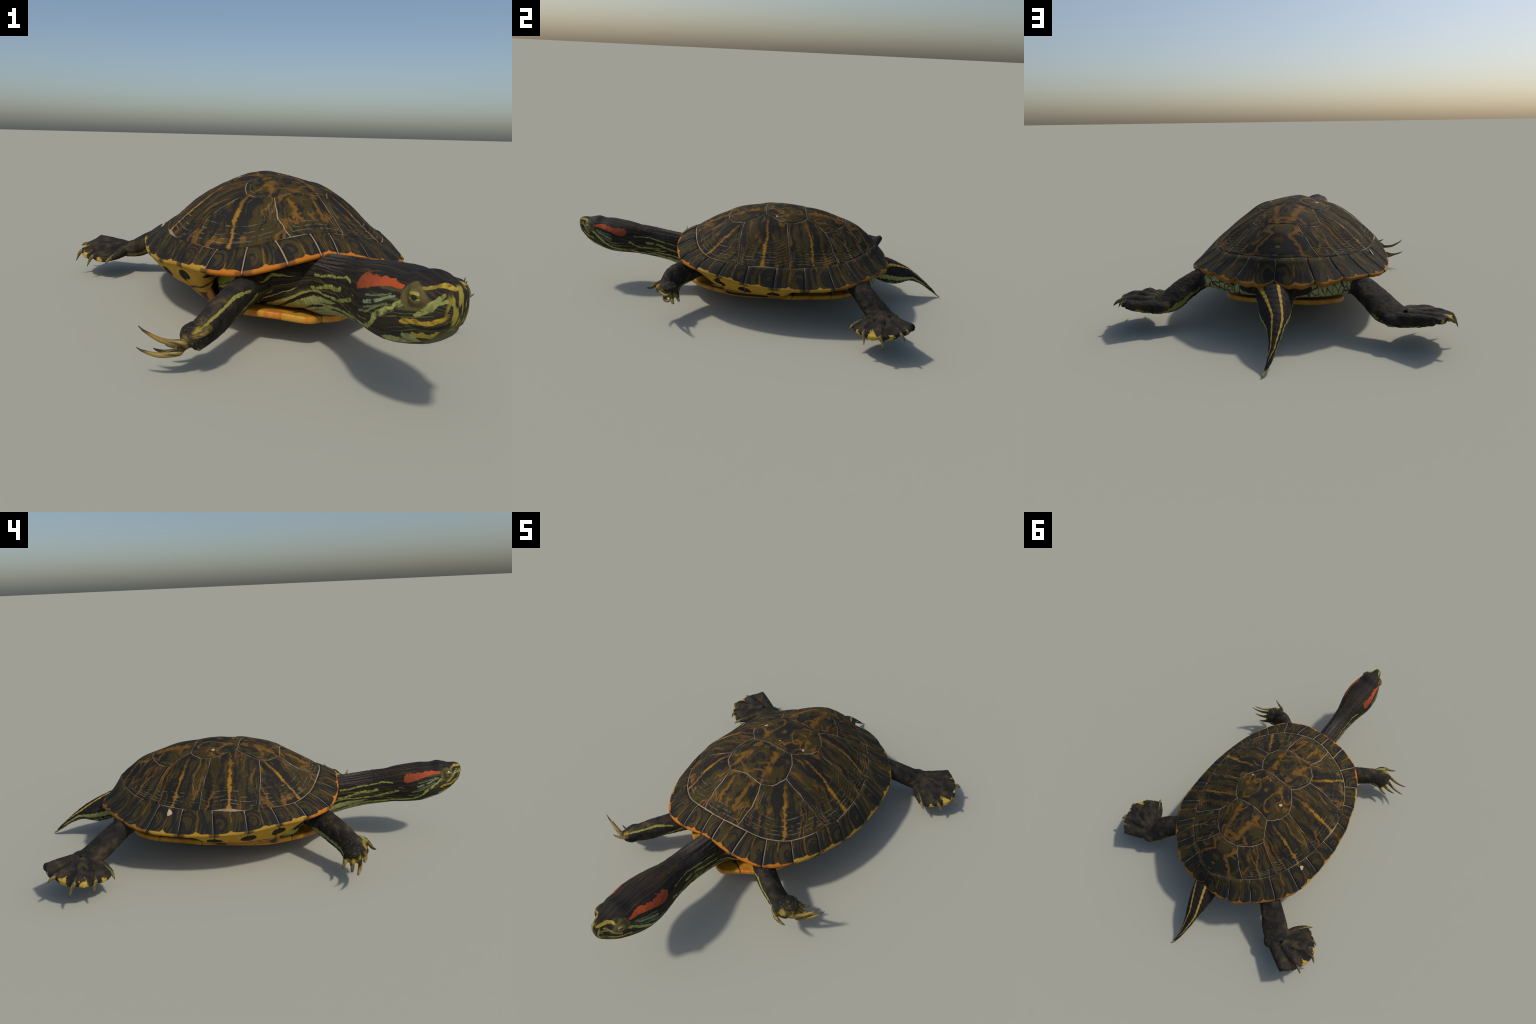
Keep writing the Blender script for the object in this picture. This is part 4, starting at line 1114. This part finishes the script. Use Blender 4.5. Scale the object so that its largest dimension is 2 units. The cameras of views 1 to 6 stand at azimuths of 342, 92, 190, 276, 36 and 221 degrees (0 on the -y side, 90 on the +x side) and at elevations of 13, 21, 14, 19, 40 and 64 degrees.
def leg_material(kind, sg):
    t = T('foreleg_skin' if kind == 'F' else 'hindleg_skin', .75, .10)
    q = (t.x, t.y, t.z)
    w = t.noise(t.obj, 16., 2) - .5
    wf = t.noise(t.obj, 75., 2) - .5
    sp = t.noise(t.obj, 130., 2, .65)
    st = t.noise(t.obj, 24., 3)
    base = t.ramp(st + wf * .18, [(.32, (.015, .014, .012)), (.50, (.026, .022, .018)), (.62, (.044, .034, .021)), (.75, (.085, .060, .026))])
    v = t.voronoi(t.obj, 150., 'F1')
    col = t.mix(t.step(.62, .75, sp) * .45, base, (.10, .088, .055))
    pts = lambda *L: [tuple(map(float, p)) for p in L]
    if kind == 'F':
        # yellow-green speckle on the hand, stripes along the arm
        if sg < 0:
            A = pts((-.199, -.385, .172), (-.279, -.433, .136), (-.332, -.456, .109), (-.414, -.510, .075))
            B = pts((-.225, -.425, .200), (-.282, -.465, .198), (-.311, -.497, .188), (-.348, -.512, .163), (-.385, -.545, .150))
            C = pts((-.250, -.335, .150), (-.315, -.375, .130), (-.370, -.430, .110), (-.430, -.455, .075))
            hand = (-.400, -.500, .110)
        else:
            A = pts((.215, -.415, .200), (.250, -.431, .211), (.311, -.472, .192), (.350, -.478, .165), (.386, -.500, .155))
            B = pts((.205, -.345, .150), (.290, -.370, .150), (.345, -.385, .140), (.425, -.375, .112))
            C = pts((.230, -.380, .145), (.290, -.420, .140), (.350, -.440, .120))
            hand = (.400, -.435, .140)
        hd = t.seg(q, pts(hand, tuple(np.array(hand) + .001)), .075)
        spots = t.voronoi(t.obj, 110., 'F1')
        fleck = (1 - t.step(.18, .42, spots)) * (1 - t.step(.55, 1.0, hd)) * t.step(.42, .6, st + .06)
        col = t.mix(fleck * .5, col, (.19, .165, .050))
        c0 = V(-.312, -.440, .148) if sg < 0 else V(.302, -.412, .172)
        axis = V(-.16, -.11, -.07) if sg < 0 else V(.15, -.06, -.05)
        axis /= np.linalg.norm(axis)
        for L, wd in ((A, .0046), (B, .0044), (C, .008)):
            mid = np.mean([V(*p) for p in L], axis=0)
            d = mid - c0; d -= axis * (d @ axis); d /= np.linalg.norm(d)
            e = np.cross(axis, d)
            flat = lambda p: (t.math('ADD', q[0] * float(p[0]) + q[1] * float(p[1]), q[2] * float(p[2])))
            qq = (flat(axis), flat(e))
            LL = [(float(V(*p) @ axis), float(V(*p) @ e)) for p in L]
            m = t.inside(t.seg(qq, LL, wd, wd * .7), w * 2.6 + wf * 2.0, .22) * t.step(0., .008, flat(d) - float(c0 @ d))
            col = t.mix(m * .9, col, (.27, .26, .055) if L is not C else (.24, .26, .095))
        digits = hand_left() if sg > 0 else hand_right()
        for a, b in zip(digits[:-1], digits[1:]):
            c = (np.array(a['line'][1]) * .35 + np.array(a['line'][2]) * .65 + np.array(b['line'][1]) * .35 + np.array(b['line'][2]) * .65) / 2
            m = t.inside(t.seg(q, pts(c, c + .001), .0150), w * 2 + wf, .3)
            col = t.mix(m * .8, col, (.33, .23, .035))
        for d in digits:
            m = t.inside(t.seg(q, pts(np.array(d['line'][1]) * .2 + np.array(d['line'][2]) * .8, d['line'][2]), .0135), w * 1.5 + wf, .3)
            col = t.mix(m * .30, col, (.27, .19, .030))
    else:
        digits = foot_left() if sg > 0 else foot_right()
        ns = (0, 1, 2) if True else ()
        for i, (a, b) in enumerate(zip(digits[:-1], digits[1:])):
            A, B = np.array(a['line'][2]), np.array(b['line'][2]); A1, B1 = np.array(a['line'][1]), np.array(b['line'][1])
            tip = A * .45 + B * .55 - V(0, 0, .006); inn = tip * .35 + (A1 * .45 + B1 * .55) * .65
            out = tip + (tip - inn) * .25
            wd = (.013, .020, .018, .008)[i]
            k = t.seg(q, pts(out, inn), wd, wd * .30)
            m = t.inside(k, w * 3.4 + wf * 2.2, .22)
            col = t.mix(m * (.95, 1., .95, .7)[i], col, t.mix(st, (.50, .34, .055), (.36, .24, .030)))
        # yellow edge below the shin, sole and heel
        if sg > 0: E = pts((.300, .545, .165), (.365, .595, .135), (.425, .650, .090), (.490, .672, .070), (.560, .705, .098))
        else: E = pts((-.270, .555, .165), (-.330, .610, .130), (-.400, .665, .090), (-.470, .700, .070), (-.550, .735, .100))
        m = t.inside(t.seg(q, E, .015, .012), w * 1.8 + wf * 1.2, .25)
        col = t.mix(m * .85, col, (.24, .23, .050))
        F = pts((.36, .470, .155), (.43, .515, .120), (.50, .545, .095)) if sg > 0 else pts((-.34, .475, .155), (-.41, .535, .120), (-.48, .570, .092))
        m = t.inside(t.seg(q, F, .016, .012), w * 2.5 + wf * 1.2, .3)
        col = t.mix(m * .7, col, (.22, .21, .065))
        D = [np.array(d['line']) for d in digits]
        for i in range(4):
            m = t.inside(t.seg(q, pts(D[i][1] + V(0, 0, .014), D[i][2] + V(0, 0, .009)), .0032), w * 2 + wf, .3)
            col = t.mix(m * .5, col, (.16, .15, .040) if i else (.24, .27, .06))
    t.bump(v * .8 + sp * .6 + st * .5, .32, .0035)
    return t.done(col)

def claw_material():
    t = T('claw_horn', .42, .35)
    w = t.noise(t.vec(t.x * 4, t.y * 4, t.z * 2), 2., 2) - .5
    st = t.noise(t.vec(t.x * 16, t.y * 16, t.z * 1.2), 1., 2)
    col = t.mix(t.step(.40, .62, st), (.060, .048, .018), (.25, .165, .028))
    col = t.mix(t.step(.60, 1.0, t.z + w * .3), col, (.040, .034, .024))
    return t.done(col)

def eye_material():
    t = T('eyeball', .15, .5)
    w = t.noise(t.obj, 6., 2) - .5
    ring = t.math('SQRT', t.x * t.x + t.y * t.y)
    r = t.math('SQRT', t.x * t.x * .8 + (t.y + .12) * (t.y + .12) * 1.3) + w * .22
    col = t.mix(t.noise(t.vec(t.x * 3, t.y * 3, 0.), 2., 2), (.40, .34, .020), (.20, .18, .020))
    bar = (1 - t.step(.12, .20, t.y.abs() + w * .15)) * t.step(.0, .1, t.z)
    col = t.mix(bar * .75, col, (.03, .026, .012))
    col = t.mix(1 - t.step(.30, .37, r), col, (.008, .008, .009))
    lid = t.step(.44, .54, t.y + w * .3 + t.x * t.x * .40).max(t.step(.38, .48, -t.y + w * .3 + t.x * t.x * .40))
    col = t.mix(lid, col, t.mix(t.noise(t.obj, 3., 2), (.085, .068, .024), (.17, .13, .048)))
    return t.done(col)

def seam_material():
    t = T('seam_line', .7, .15)
    n = t.noise(t.obj, 13., 3)
    f = t.step(.30, .50, n + (1 - t.step(-.32, -.05, t.y)) * .14)
    return t.done(t.mix(f, (.070, .053, .030), (.30, .22, .14)))

def materials():
    marg = [marginal_materials(z) for z in range(3)]
    return dict(seam=seam_material(), vert=[vertebral_material(k) for k in range(5)], vert_line=[vertebral_material(k, True) for k in range(5)],
                cost=[costal_material(k) for k in range(4)], cost_line=[costal_material(k, True) for k in range(4)], marg=marg,
                plseam=plain_horn('belly_seam', (.040, .018, .010), (.016, .010, .007)), plast=plastron_material(), bridge=bridge_material(),
                flake=[plain_horn('dead_horn', (.52, .37, .26), (.36, .24, .16), 60.), plain_horn('rust_horn', (.45, .13, .05), (.25, .08, .03), 60.)],
                torso=torso_material(), head=head_material(), tail=tail_material(), foreL=leg_material('F', 1), foreR=leg_material('F', -1),
                hindL=leg_material('H', 1), hindR=leg_material('H', -1), claw=claw_material(), eye=eye_material())
# ------------------------------------------------------------------ assemble
def main():
    root = bpy.data.objects.new('turtle', None)
    bpy.context.scene.collection.objects.link(root)
    root['label'] = 'dark striped pond turtle swimming with neck stretched, red ear stripes'
    root['category'] = 'turtle'
    M = materials()
    build_carapace(root, M)
    build_plastron(root, M)
    build_body(root, M)
main()
